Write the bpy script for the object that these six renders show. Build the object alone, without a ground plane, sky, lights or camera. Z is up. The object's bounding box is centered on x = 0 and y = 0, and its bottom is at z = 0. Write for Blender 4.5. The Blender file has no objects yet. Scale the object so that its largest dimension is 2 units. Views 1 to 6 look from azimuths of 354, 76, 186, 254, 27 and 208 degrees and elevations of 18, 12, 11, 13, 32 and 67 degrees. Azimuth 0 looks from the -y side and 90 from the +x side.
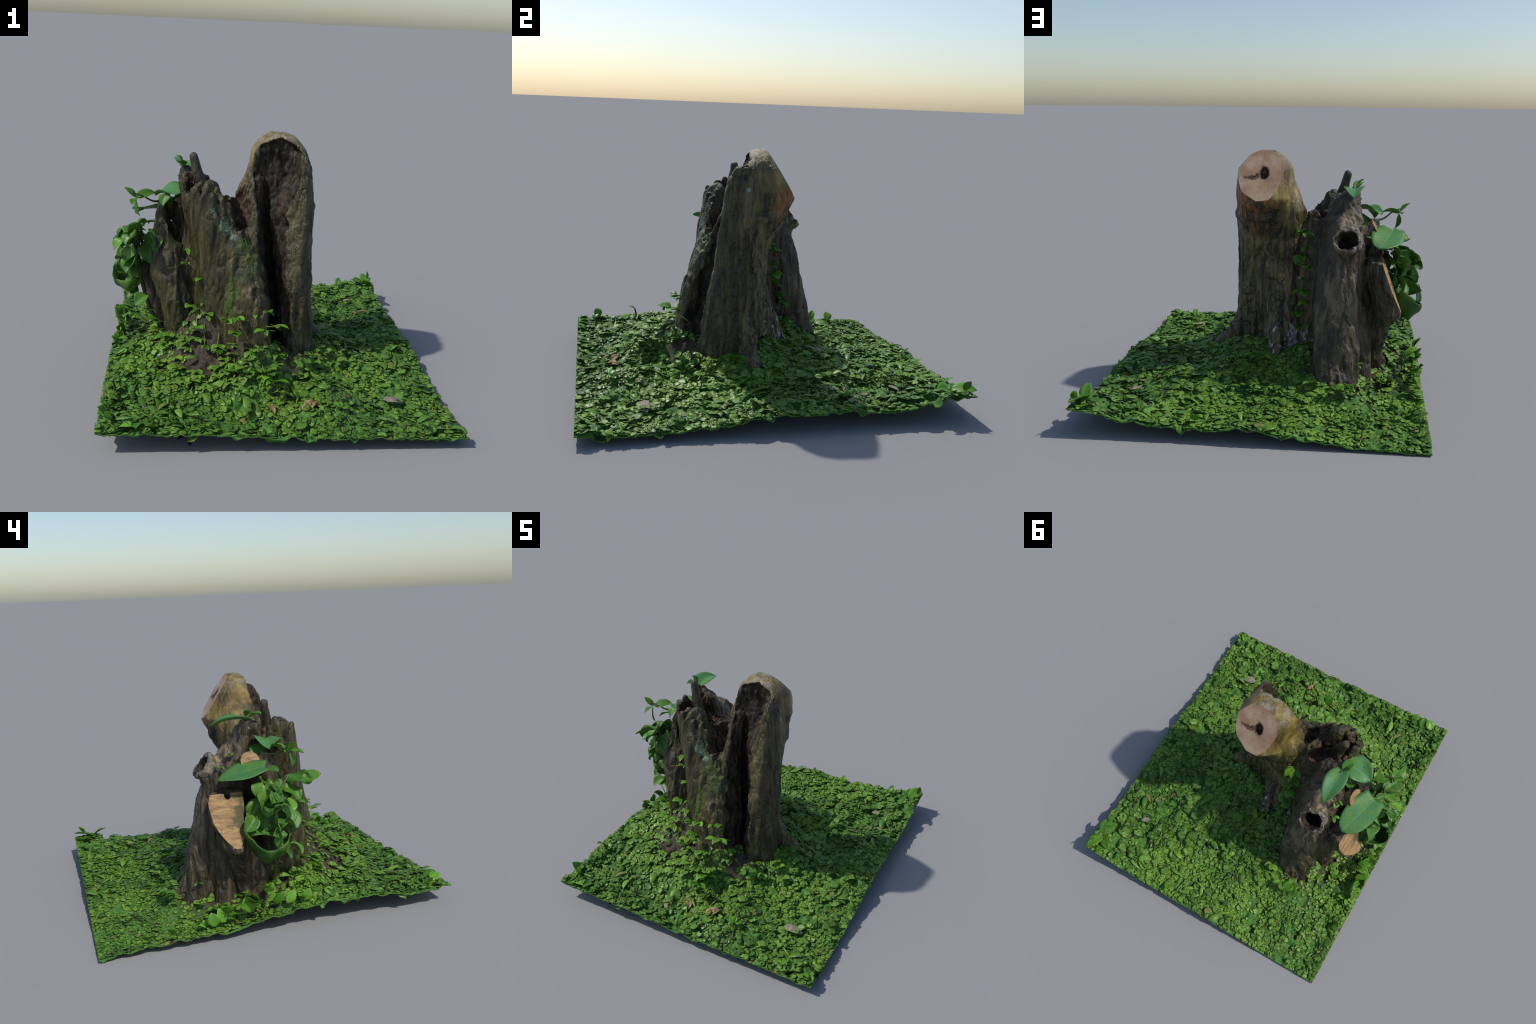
"""Hollow, sawn-off tree stump with a leafy vine, standing on a square of clover lawn."""
import bpy, math, random
import numpy as np
from mathutils import Vector, Matrix

SEED = 11
rng = np.random.default_rng(SEED)
random.seed(SEED)
HALF_X, HALF_Y = 0.860, 1.000          # half size of the lawn patch


# ----------------------------------------------------------------------------------------------
# noise (lattice value / gradient noise in numpy)
# ----------------------------------------------------------------------------------------------
def _hash(ix, iy, iz, seed):
    h = (ix * 374761393 + iy * 668265263 + iz * 2147483647 + seed * 144665) & 0xFFFFFFFF
    h = ((h ^ (h >> 13)) * 1274126177) & 0xFFFFFFFF
    return ((h ^ (h >> 16)) & 0xFFFF) / 32767.5 - 1.0


def vnoise(p, scale, seed=0):
    """smooth noise in -1..1 at points p (n,3); scale is a number or a triple of frequencies"""
    q = np.asarray(p, dtype=np.float64) * np.asarray(scale, dtype=np.float64) + 57.3
    i = np.floor(q).astype(np.int64)
    f = q - i
    f = f * f * f * (f * (f * 6 - 15) + 10)
    out = 0.0
    for dx in (0, 1):
        for dy in (0, 1):
            for dz in (0, 1):
                w = (f[:, 0] if dx else 1 - f[:, 0]) * (f[:, 1] if dy else 1 - f[:, 1]) * (f[:, 2] if dz else 1 - f[:, 2])
                out = out + w * _hash(i[:, 0] + dx, i[:, 1] + dy, i[:, 2] + dz, seed)
    return out


def fbm(p, scale, octaves=3, seed=0, gain=0.5):
    s, a, out = np.asarray(scale, dtype=float), 1.0, 0.0
    for k in range(octaves):
        out = out + a * vnoise(p, s, seed + k * 17)
        s, a = s * 2.03, a * gain
    return out


def smoothstep(a, b, x):
    t = np.clip((x - a) / (b - a), 0, 1)
    return t * t * (3 - 2 * t)


# ----------------------------------------------------------------------------------------------
# solid primitives: every one returns an approximate signed distance (negative inside)
# ----------------------------------------------------------------------------------------------
class Column:
    """Upright trunk of changing cross-section: stations (z, cx, cy, [(angle, radius), ...])."""

    NTH = 96

    def __init__(self, stations, top=None, soft=3):
        self.zs = np.array([s[0] for s in stations], float)
        self.cx = np.array([s[1] for s in stations], float)
        self.cy = np.array([s[2] for s in stations], float)
        th = np.arange(self.NTH) * 360.0 / self.NTH
        rows = []
        for s in stations:
            a = sorted(s[3])
            ang = [a[-1][0] - 360] + [q[0] for q in a] + [a[0][0] + 360]
            rad = [a[-1][1]] + [q[1] for q in a] + [a[0][1]]
            r = np.interp(th, ang, rad)
            for _ in range(soft):
                r = 0.5 * r + 0.25 * (np.roll(r, 1) + np.roll(r, -1))
            rows.append(r)
        nz = int((self.zs[-1] - self.zs[0]) / 0.01) + 2
        self.zt = np.linspace(self.zs[0], self.zs[-1], nz)
        rows = np.array(rows)
        self.tab = np.stack([np.interp(self.zt, self.zs, rows[:, j]) for j in range(self.NTH)], 1)
        self.top = self.zs[-1] if top is None else top
        self.bot = self.zs[0]
        m = self.tab.max() + 0.02
        self.box = (self.cx.min() - m, self.cx.max() + m, self.cy.min() - m, self.cy.max() + m, self.bot, self.zs[-1] + 0.02)

    def __call__(self, x, y, z):
        z1 = np.clip(z, self.zs[0], self.zs[-1])
        dx, dy = x - np.interp(z1, self.zs, self.cx), y - np.interp(z1, self.zs, self.cy)
        rho = np.sqrt(dx * dx + dy * dy)
        t = (np.arctan2(dy, dx) / (2 * np.pi) * self.NTH) % self.NTH
        i = t.astype(int) % self.NTH
        f = t - np.floor(t)
        j = (i + 1) % self.NTH
        u = (z1 - self.zs[0]) / (self.zs[-1] - self.zs[0]) * (len(self.zt) - 1)
        k = np.minimum(u.astype(int), len(self.zt) - 2)
        g = u - k
        T = self.tab
        R = (T[k, i] * (1 - f) + T[k, j] * f) * (1 - g) + (T[k + 1, i] * (1 - f) + T[k + 1, j] * f) * g
        d = (rho - R) * 0.92
        top = self.top(x, y) if callable(self.top) else self.top
        return np.maximum(d, np.maximum(z - top, self.bot - z))


class Rod:
    """Round limb from a to b with radii ra and rb."""

    def __init__(self, a, b, ra, rb):
        self.a, self.b, self.ra, self.rb = np.array(a, float), np.array(b, float), ra, rb
        r = max(ra, rb) + 0.02
        lo, hi = np.minimum(self.a, self.b) - r, np.maximum(self.a, self.b) + r
        self.box = (lo[0], hi[0], lo[1], hi[1], lo[2], hi[2])

    def __call__(self, x, y, z):
        d = self.b - self.a
        px, py, pz = x - self.a[0], y - self.a[1], z - self.a[2]
        t = np.clip((px * d[0] + py * d[1] + pz * d[2]) / (d @ d), 0, 1)
        return np.sqrt((px - t * d[0]) ** 2 + (py - t * d[1]) ** 2 + (pz - t * d[2]) ** 2) - (self.ra + (self.rb - self.ra) * t)


class Blob:
    """Ellipsoid."""

    def __init__(self, c, r):
        self.c, self.r = c, r
        m = 1.15
        self.box = sum(((c[k] - r[k] * m, c[k] + r[k] * m) for k in range(3)), ())

    def __call__(self, x, y, z):
        c, r = self.c, self.r
        q = np.sqrt(((x - c[0]) / r[0]) ** 2 + ((y - c[1]) / r[1]) ** 2 + ((z - c[2]) / r[2]) ** 2)
        return (q - 1) * min(r)


class Cut:
    """Keep `solid` only behind the plane through p with outward normal n."""

    def __init__(self, solid, p, n):
        self.s, self.p = solid, np.array(p, float)
        self.n = np.array(n, float) / np.linalg.norm(n)
        self.box = solid.box

    def plane(self, x, y, z):
        return (x - self.p[0]) * self.n[0] + (y - self.p[1]) * self.n[1] + (z - self.p[2]) * self.n[2]

    def __call__(self, x, y, z):
        return np.maximum(self.s(x, y, z), self.plane(x, y, z))


class Slit:
    """Open front of the hollow: everything between left(z) and right(z) and in front of y = back(z)."""

    def __init__(self, rows):
        self.z, self.l, self.r, self.b = (np.array([q[k] for q in rows], float) for k in range(4))
        self.box = (self.l.min() - 0.03, self.r.max() + 0.03, -0.7, self.b.max() + 0.03, self.z[0], self.z[-1])

    def __call__(self, x, y, z):
        wob = 0.006 * np.sin(z * 31.0) + 0.004 * np.sin(z * 67.0 + 1.3)
        l, r, b = (np.interp(z, self.z, q) for q in (self.l, self.r, self.b))
        deep = l + .42 * (r - l)
        b = b + np.where(x > deep, .75 * (deep - x), 1.5 * (x - deep)) * (1.0 - smoothstep(.90, 1.06, z))
        return np.maximum(np.maximum(l + wob - x, x - r - wob * 1.2), np.maximum((y - b) * .75, np.maximum(z - self.z[-1], self.z[0] - z)))


def smin(a, b, k):
    h = np.clip(0.5 + 0.5 * (b - a) / k, 0, 1)
    return b + (a - b) * h - k * h * (1 - h)


# ----------------------------------------------------------------------------------------------
# the stump: sizes read off the thing (metres)
# ----------------------------------------------------------------------------------------------
CUT_POINT, CUT_NORMAL = (0.050, 0.1045, 1.200), (-0.110 * -1, 0.835, 0.540)


def rim_height(points, spread):
    pts = np.array(points, float)

    def top(x, y):
        w0, acc = 1e-9, 0.0
        for px, py, h in pts:
            w = 1.0 / (((x - px) ** 2 + (y - py) ** 2) + spread ** 2) ** 2
            w0, acc = w0 + w, acc + w * h
        return acc / w0 + .016 * np.sin(71 * x + 3) * np.sin(63 * y + 1) + .012 * np.sin(137 * x + 2 * np.sin(50 * y))

    return top


main_trunk = Cut(Column([
    (0.02, 0.05, -0.07, [(0, .22), (15, .17), (40, .09), (65, .08), (90, .12), (115, .25), (135, .30), (155, .26), (180, .20), (215, .20), (250, .22), (272, .30), (290, .32), (305, .29), (325, .25), (345, .22)]),
    (0.15, 0.04, -0.07, [(0, .205), (15, .15), (40, .085), (65, .08), (90, .11), (115, .23), (135, .29), (155, .27), (180, .20), (215, .20), (250, .22), (275, .285), (292, .30), (308, .28), (325, .245), (345, .215)]),
    (0.24, 0.03, -0.06, [(0, .17), (20, .125), (45, .085), (70, .08), (90, .11), (115, .20), (135, .275), (155, .27), (180, .23), (215, .22), (250, .23), (280, .27), (295, .285), (312, .265), (330, .235), (345, .20)]),
    (0.40, 0.03, -0.05, [(0, .140), (25, .095), (50, .080), (75, .075), (100, .09), (118, .125), (128, .165), (140, .21), (152, .23), (165, .22), (190, .21), (220, .22), (260, .24), (285, .255), (302, .275), (318, .243), (335, .20)]),
    (0.55, 0.03, -0.04, [(0, .138), (25, .092), (50, .080), (75, .070), (100, .085), (118, .120), (128, .160), (140, .21), (152, .22), (165, .20), (190, .20), (220, .22), (260, .22), (284, .225), (302, .262), (318, .238), (335, .195)]),
    (0.70, 0.03, -0.03, [(0, .145), (25, .105), (50, .090), (75, .080), (100, .090), (120, .120), (137, .180), (150, .20), (165, .19), (190, .19), (215, .22), (232, .27), (265, .20), (285, .20), (302, .252), (318, .238), (335, .20)]),
    (0.82, 0.03, -0.03, [(0, .156), (25, .130), (50, .120), (75, .125), (100, .130), (125, .155), (150, .19), (180, .20), (215, .21), (233, .25), (265, .18), (285, .19), (302, .242), (318, .233), (338, .205)]),
    (0.90, 0.03, -0.03, [(0, .172), (30, .160), (60, .172), (90, .176), (120, .175), (150, .20), (180, .22), (215, .20), (235, .215), (270, .165), (288, .19), (303, .238), (318, .233), (340, .205)]),
    (0.945, 0.03, -0.03, [(0, .186), (30, .180), (60, .188), (90, .195), (120, .185), (150, .205), (180, .228), (212, .195), (230, .195), (270, .15), (288, .18), (303, .235), (318, .228), (340, .210)]),
    (0.975, 0.03, -0.03, [(0, .176), (30, .180), (60, .192), (90, .202), (120, .188), (150, .21), (180, .235), (210, .19), (225, .180), (270, .145), (288, .175), (303, .232), (318, .224), (340, .200)]),
    (1.05, 0.03, -0.03, [(0, .170), (30, .190), (60, .232), (90, .246), (120, .218), (150, .185), (180, .190), (210, .160), (225, .155), (270, .135), (288, .165), (303, .226), (318, .218), (340, .190)]),
    (1.15, 0.03, -0.03, [(0, .154), (30, .185), (60, .228), (90, .24), (120, .20), (150, .163), (180, .155), (205, .150), (225, .115), (270, .11), (290, .155), (304, .205), (318, .205), (340, .176)]),
    (1.21, 0.03, -0.03, [(0, .140), (30, .176), (60, .218), (90, .22), (120, .19), (150, .158), (180, .148), (205, .125), (225, .095), (270, .075), (298, .135), (315, .175), (340, .148)]),
    (1.255, 0.03, -0.03, [(0, .116), (30, .132), (60, .175), (90, .18), (120, .16), (150, .138), (180, .126), (210, .08), (240, .05), (270, .04), (300, .05), (330, .085)]),
    (1.287, 0.03, -0.03, [(0, .083), (30, .103), (60, .135), (90, .13), (120, .12), (150, .098), (180, .078), (210, .05), (240, .035), (270, .03), (300, .035), (330, .055)]),
    (1.310, 0.03, -0.00, [(0, .035), (90, .05), (180, .05), (270, .02)]),
]), CUT_POINT, CUT_NORMAL)
# flat saw facets that trim the lower edge of the cut limb
for facet_point, facet_normal in (((.127, .174, 1.080), (.45, .89, -.04)), ((.020, .205, 1.045), (.06, 1.0, .04)), ((-.040, .203, 1.07), (-.18, .98, .03))):
    main_trunk.s = Cut(main_trunk.s, facet_point, facet_normal)

root_right = Rod((0.13, -0.09, 0.31), (0.315, -0.060, 0.15), .045, .036)
root_back = Rod((-0.09, 0.06, 0.42), (-0.05, 0.165, 0.16), .055, .050)

broken_trunk = Column([
    (0.02, -0.27, -0.12, [(0, .25), (90, .20), (150, .16), (200, .15), (240, .20), (270, .27), (287, .32), (306, .42), (318, .40), (335, .30)]),
    (0.30, -0.28, -0.11, [(0, .25), (90, .20), (150, .14), (200, .13), (240, .18), (270, .25), (287, .30), (308, .41), (318, .38), (335, .28)]),
    (0.50, -0.29, -0.10, [(0, .24), (90, .20), (150, .13), (200, .11), (240, .165), (270, .23), (287, .28), (309, .375), (318, .35), (335, .26)]),
    (0.70, -0.30, -0.10, [(0, .22), (90, .18), (150, .12), (200, .108), (240, .165), (270, .19), (287, .22), (312, .285), (322, .28), (338, .24)]),
    (0.85, -0.32, -0.10, [(0, .20), (60, .18), (90, .16), (150, .13), (205, .138), (240, .165), (270, .17), (290, .180), (318, .19), (338, .19)]),
    (0.97, -0.34, -0.10, [(0, .14), (60, .14), (90, .12), (150, .14), (200, .145), (240, .145), (270, .145), (290, .145), (312, .15), (338, .13)]),
    (1.10, -0.36, -0.10, [(0, .12), (60, .10), (90, .10), (150, .11), (195, .125), (240, .125), (270, .12), (300, .12), (338, .12)]),
], top=rim_height([(-.475, -.13, 1.085), (-.45, -.18, 1.065), (-.37, -.22, 1.025), (-.345, -.165, 1.055), (-.30, -.24, .985), (-.245, -.217, .99), (-.19, -.22, .93), (-.14, -.25, .80), (-.15, -.12, .95),
                    (-.22, -.05, .96), (-.25, .06, .93), (-.32, .03, 1.0), (-.40, .02, 1.05), (-.47, -.04, 1.03)], .035))

spike = Rod((-.376, -.085, 1.00), (-.425, -.052, 1.178), .036, .021)
chunk = Blob((-.325, -.155, .99), (.045, .035, .075))

core = Column([(0.02, -.36, .04, [(0, .18), (45, .20), (100, .18), (125, .29), (150, .22), (180, .17), (270, .2)]), (0.27, -.36, .04, [(0, .16), (45, .20), (100, .17), (125, .275), (150, .21), (180, .16), (270, .2)]),
               (0.42, -.36, .04, [(0, .15), (20, .175), (45, .165), (100, .13), (125, .20), (150, .16), (180, .14), (270, .2)]),
               (0.78, -.37, .04, [(0, .15), (20, .175), (45, .15), (90, .11), (150, .10), (180, .12), (270, .15)]), (0.93, -.38, .04, [(0, .08), (90, .10), (180, .08), (270, .10)])])

web = Rod((-.525, .255, .02), (-.515, .225, .44), .068, .050)

side_branch = Column([
    (0.02, -.395, .425, [(0, .115), (90, .115), (180, .11), (270, .14)]),
    (0.20, -.390, .350, [(0, .125), (90, .118), (180, .11), (270, .14)]),
    (0.36, -.405, .295, [(0, .145), (45, .152), (90, .122), (150, .110), (180, .100), (220, .11), (270, .14)]),
    (0.50, -.415, .255, [(0, .147), (45, .152), (90, .122), (150, .115), (180, .105), (220, .11), (270, .14)]),
    (0.65, -.42, .225, [(0, .135), (45, .152), (90, .128), (150, .122), (180, .115), (225, .12), (270, .14)]),
    (0.80, -.420, .185, [(0, .112), (90, .128), (150, .115), (180, .105), (270, .14)]),
    (0.90, -.420, .130, [(0, .100), (90, .105), (150, .105), (180, .103), (270, .12)]),
    (0.95, -.420, .090, [(0, .095), (90, .098), (150, .098), (180, .098), (270, .10)]),
    (1.00, -.420, .055, [(0, .090), (90, .075), (180, .092), (270, .08)]),
    (1.05, -.422, .042, [(0, .078), (90, .058), (180, .075), (270, .06)]),
    (1.08, -.445, .045, [(0, .03), (90, .035), (180, .03), (270, .03)]),
])
branch_peak = Rod((-.450, .055, 1.0), (-.462, .058, 1.080), .042, .020)
KNOT, KNOT_N = (-.438, .326, .868), (-.05, .80, .60)
knot_collar = Cut(Rod((-.425, .18, .74), (-.440, .345, .885), .082, .073), KNOT, KNOT_N)
knot_lip = Cut(Rod((-.435, .285, .838), (-.442, .350, .886), .076, .084), KNOT, KNOT_N)

torn_wall = Column([
    (0.02, -.46, -.07, [(0, .15), (90, .20), (140, .14), (180, .09), (225, .12), (262, .22), (290, .20), (320, .15)]),
    (0.30, -.47, -.07, [(0, .15), (90, .16), (140, .12), (180, .09), (215, .11), (240, .17), (258, .205), (280, .18), (300, .13)]),
    (0.42, -.49, -.07, [(0, .13), (90, .14), (140, .12), (180, .115), (215, .125), (240, .16), (262, .185), (285, .155), (300, .12)]),
    (0.55, -.51, -.06, [(0, .12), (90, .12), (140, .12), (180, .140), (225, .150), (260, .155), (280, .13), (300, .10)]),
    (0.68, -.54, -.04, [(0, .10), (90, .09), (180, .110), (225, .115), (260, .105), (285, .095), (310, .09)]),
    (0.78, -.565, -.02, [(0, .05), (90, .07), (180, .070), (225, .075), (270, .08), (310, .06)]),
    (0.86, -.582, -.01, [(0, .025), (90, .06), (180, .045), (270, .05)]),
    (0.93, -.585, -.0, [(0, .012), (90, .035), (180, .015), (270, .02)]),
])

stub_low = Cut(Column([
    (0.02, -.57, .10, [(0, .10), (90, .07), (180, .05), (270, .12), (315, .15)]),
    (0.22, -.575, .12, [(0, .10), (90, .07), (180, .06), (270, .12), (315, .15)]),
    (0.37, -.595, .18, [(0, .09), (90, .06), (180, .07), (270, .12), (315, .17)]),
    (0.445, -.615, .215, [(0, .06), (90, .06), (150, .09), (180, .12), (210, .10), (270, .12), (315, .17)]),
    (0.52, -.615, .230, [(0, .04), (90, .07), (150, .11), (180, .15), (220, .10), (270, .12), (315, .18)]),
    (0.60, -.605, .240, [(0, .06), (60, .05), (90, .07), (135, .125), (180, .17), (220, .11), (270, .12), (315, .17)]),
    (0.70, -.59, .245, [(0, .06), (60, .05), (90, .075), (135, .14), (180, .165), (220, .115), (270, .10), (315, .16)]),
    (0.74, -.58, .245, [(0, .03), (60, .04), (90, .06), (135, .12), (180, .15), (220, .12), (270, .08)]),
]), (-.684, .245, .596), (-.93, .05, .34))
stub_notch = Rod((-.75, .235, .80), (-.60, .235, .705), .022, .015)
stub_high = Cut(Rod((-.45, .11, .80), (-.66, .08, .945), .062, .046), (-.589, .083, .902), (-.88, .06, .47))

SOLIDS = [("main_trunk", main_trunk, .03), ("root", root_right, .08), ("root", root_back, .09), ("broken_trunk", broken_trunk, .03),
          ("broken_trunk", core, .03), ("side_branch", web, .04), ("side_branch", side_branch, .025), ("side_branch", branch_peak, .03),
          ("side_branch", knot_collar, .03), ("side_branch", knot_lip, .012), ("torn_wall", torn_wall, .035), ("cut_stub", stub_low, .02), ("cut_stub", stub_high, .012)]

LATE = [("spike", spike, .02), ("broken_trunk", chunk, .015), ("broken_trunk", Rod((-.30, -.13, .94), (-.345, -.165, 1.045), .035, .016), .02), ("broken_trunk", Rod((-.41, -.03, .96), (-.40, -.06, 1.02), .035, .02), .02)]

hollow = Column([
    (0.82, -.02, -.20, [(0, .02), (90, .04), (180, .04), (270, .2)]),
    (0.90, -.02, -.19, [(0, .05), (90, .075), (180, .06), (270, .2)]),
    (1.00, -.01, -.165, [(0, .085), (90, .085), (180, .08), (270, .2)]),
    (1.12, .005, -.13, [(0, .11), (60, .08), (90, .065), (120, .08), (180, .105), (270, .2)]),
    (1.19, .01, -.12, [(0, .112), (60, .08), (90, .055), (120, .08), (180, .105), (270, .2)]),
    (1.235, .02, -.11, [(0, .085), (90, .04), (180, .085), (270, .2)]),
    (1.27, .03, -.08, [(0, .02), (90, .02), (180, .02), (270, .1)]),
])
shadow_slot = Column([  # thin slot carved deep so the opening shows its near-black shadow
    (0.14, .030, -.27, [(0, .018), (90, .13), (180, .018), (270, .08)]),
    (0.45, .015, -.20, [(0, .020), (90, .13), (180, .018), (270, .08)]),
    (0.75, -.025, -.14, [(0, .020), (90, .10), (180, .018), (270, .06)]),
    (0.98, -.035, -.10, [(0, .018), (90, .05), (180, .016), (270, .06)]),
    (1.06, -.030, -.09, [(0, .008), (90, .02), (180, .008), (270, .04)]),
], soft=1)
slit = Slit([(0.05, -.010, .105, -.31), (.25, -.020, .100, -.27), (.43, -.025, .092, -.215), (.50, -.040, .080, -.195), (.58, -.05, .070, -.175), (.75, -.076, .066, -.135), (.85, -.088, .060, -.115),
             (1.00, -.102, .042, -.11), (1.035, -.104, .05, -.10), (1.06, -.106, .088, -.10), (1.10, -.110, .105, -.09), (1.18, -.112, .122, -.07), (1.22, -.098, .130, -.06),
             (1.25, -.070, .105, -.05), (1.272, -.02, .07, -.045), (1.285, .03, .035, -.04)])
mid_hollow = Column([(0.90, -.335, -.10, [(0, .07), (90, .10), (180, .06), (270, .06)]), (0.96, -.34, -.09, [(0, .085), (90, .11), (180, .085), (240, .075), (270, .075)]),
                     (1.15, -.35, -.09, [(0, .15), (90, .10), (180, .09), (240, .08), (270, .09)])])
notch = Blob((-.178, -.17, .955), (.048, .13, .150))
saddle_hole = Blob((-.275, -.01, .98), (.05, .045, .075))
pocket = Blob((-.44, -.145, 1.05), (.022, .045, .08))
knot_hole = Rod((-.432, .262, .808), (-.441, .39, .912), .047, .062)
gap_left = Blob((-.50, -.03, .89), (.056, .125, .20))
CARVES = [("hollow", hollow, .012), ("hollow", slit, .010), ("hollow", shadow_slot, .006), ("broken_top", mid_hollow, .015), ("broken_top", notch, .02), ("broken_top", saddle_hole, .015), ("broken_top", pocket, .01),
          ("broken_top", Blob((-.395, -.02, 1.05), (.055, .045, .07)), .015), ("knot_hole", knot_hole, .014), ("torn_wall", gap_left, .02), ("cut_stub", stub_notch, .006)]
# the hood's hollow must not eat the neighbours, so carve only where each belongs
PITH = [Blob((.032, .112, 1.187), (.022, .03, .036)), Rod((.075, .118, 1.172), (.13, .131, 1.156), .007, .004)]


def field(x, y, z, want_class=False):
    """signed distance of the whole stump; x, y, z broadcast"""
    shape = np.broadcast(x, y, z).shape
    d = np.full(shape, 0.5)
    best, cls = np.full(shape, 9.0), np.zeros(shape, int)
    for k, (name, s, r) in enumerate(SOLIDS):
        v = s(x, y, z)
        d = smin(d, v, r)
        if want_class:
            m = v < best
            best = np.where(m, v, best)
            cls = np.where(m, k, cls)
    for k, (name, s, r) in enumerate(CARVES):
        v = -s(x, y, z)
        if want_class:
            m = v > d - .004
            cls = np.where(m, 100 + k, cls)
        d = -smin(-d, -v, r)
    for k, (name, s, r) in enumerate(LATE):
        v = s(x, y, z)
        if want_class:
            cls = np.where(v < d, 200 + k, cls)
        d = smin(d, v, r)
    for s in PITH:
        d = np.maximum(d, -s(x, y, z))
    return (d, cls) if want_class else d


def surface_nets(lo, hi, h):
    """quad mesh of field = 0 on a grid of pitch h"""
    ax = [np.arange(lo[k], hi[k] + h, h) for k in range(3)]
    nx, ny, nz = (len(a) for a in ax)
    F = np.empty((nx, ny, nz), np.float32)
    X, Y = np.meshgrid(ax[0], ax[1], indexing="ij")
    step = 12
    for k in range(0, nz, step):
        zz = ax[2][k:k + step]
        F[:, :, k:k + step] = field(X[:, :, None] + 0 * zz, Y[:, :, None] + 0 * zz, zz[None, None, :] + 0 * X[:, :, None])
    F[0], F[-1], F[:, 0], F[:, -1], F[:, :, 0], F[:, :, -1] = (.5,) * 6
    S = F < 0
    C = [(i, j, k) for i in (0, 1) for j in (0, 1) for k in (0, 1)]
    part = lambda A, c: A[c[0]:nx - 1 + c[0], c[1]:ny - 1 + c[1], c[2]:nz - 1 + c[2]]
    cnt = sum(part(S, c).astype(np.int8) for c in C)
    act = (cnt > 0) & (cnt < 8)
    I = np.argwhere(act)
    index = np.full(act.shape, -1, np.int64)
    index[act] = np.arange(len(I))
    corner = np.stack([F[I[:, 0] + c[0], I[:, 1] + c[1], I[:, 2] + c[2]] for c in C], 1)
    P, n = np.zeros((len(I), 3)), np.zeros(len(I))
    for a in range(8):
        for b in range(a + 1, 8):
            if sum(abs(C[a][q] - C[b][q]) for q in range(3)) != 1:
                continue
            fa, fb = corner[:, a], corner[:, b]
            m = (fa < 0) != (fb < 0)
            t = np.where(m, fa / np.where(m, fa - fb, 1), 0)
            P += m[:, None] * (np.array(C[a]) + t[:, None] * (np.array(C[b]) - np.array(C[a])))
            n += m
    V = (I + P / n[:, None]) * h + np.array(lo)
    quads = []
    for axis in range(3):
        u, v = [(1, 2), (2, 0), (0, 1)][axis]
        sl0, sl1 = [slice(None)] * 3, [slice(None)] * 3
        sl0[axis], sl1[axis] = slice(0, -1), slice(1, None)
        a, b = S[tuple(sl0)], S[tuple(sl1)]
        E = np.argwhere(a != b)
        ok = (E[:, u] > 0) & (E[:, v] > 0) & (E[:, u] < F.shape[u] - 1) & (E[:, v] < F.shape[v] - 1)
        E = E[ok]
        flip = ~a[E[:, 0], E[:, 1], E[:, 2]]
        q = []
        for du, dv in ((-1, -1), (0, -1), (0, 0), (-1, 0)):
            e = E.copy()
            e[:, u] += du
            e[:, v] += dv
            q.append(index[e[:, 0], e[:, 1], e[:, 2]])
        q = np.stack(q, 1)
        q[flip] = q[flip][:, ::-1]
        quads.append(q)
    Q = np.concatenate(quads)
    return V, Q[(Q >= 0).all(1)]


def vertex_normals(V, Q):
    n = np.cross(V[Q[:, 2]] - V[Q[:, 0]], V[Q[:, 3]] - V[Q[:, 1]])
    N = np.zeros_like(V)
    for k in range(4):
        np.add.at(N, Q[:, k], n)
    return N / np.maximum(np.linalg.norm(N, axis=1, keepdims=True), 1e-12)


# ----------------------------------------------------------------------------------------------
# mesh helpers
# ----------------------------------------------------------------------------------------------
def mesh_from(name, V, faces, smooth=True):
    """faces: list of arrays (n,3) / (n,4)"""
    me = bpy.data.meshes.new(name)
    V = np.asarray(V, np.float32)
    faces = [np.asarray(f) for f in faces if len(f)]
    loops = np.concatenate([f.ravel() for f in faces]).astype(np.int32)
    tot = np.concatenate([np.full(len(f), f.shape[1]) for f in faces]).astype(np.int32)
    start = np.concatenate([[0], np.cumsum(tot)[:-1]]).astype(np.int32)
    me.vertices.add(len(V))
    me.vertices.foreach_set("co", V.ravel())
    me.loops.add(len(loops))
    me.loops.foreach_set("vertex_index", loops)
    me.polygons.add(len(tot))
    me.polygons.foreach_set("loop_start", start)
    me.polygons.foreach_set("loop_total", tot)
    me.polygons.foreach_set("use_smooth", np.full(len(tot), smooth))
    me.update(calc_edges=True)
    me.validate()
    return me


def add(name, data, parent=None, mat=None, kind=None):
    ob = bpy.data.objects.new(name, data)
    bpy.context.scene.collection.objects.link(ob)
    ob.parent = parent
    if mat is not None and data is not None and not data.materials:
        data.materials.append(mat)
    if kind:
        ob["kind"] = kind
    return ob


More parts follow.
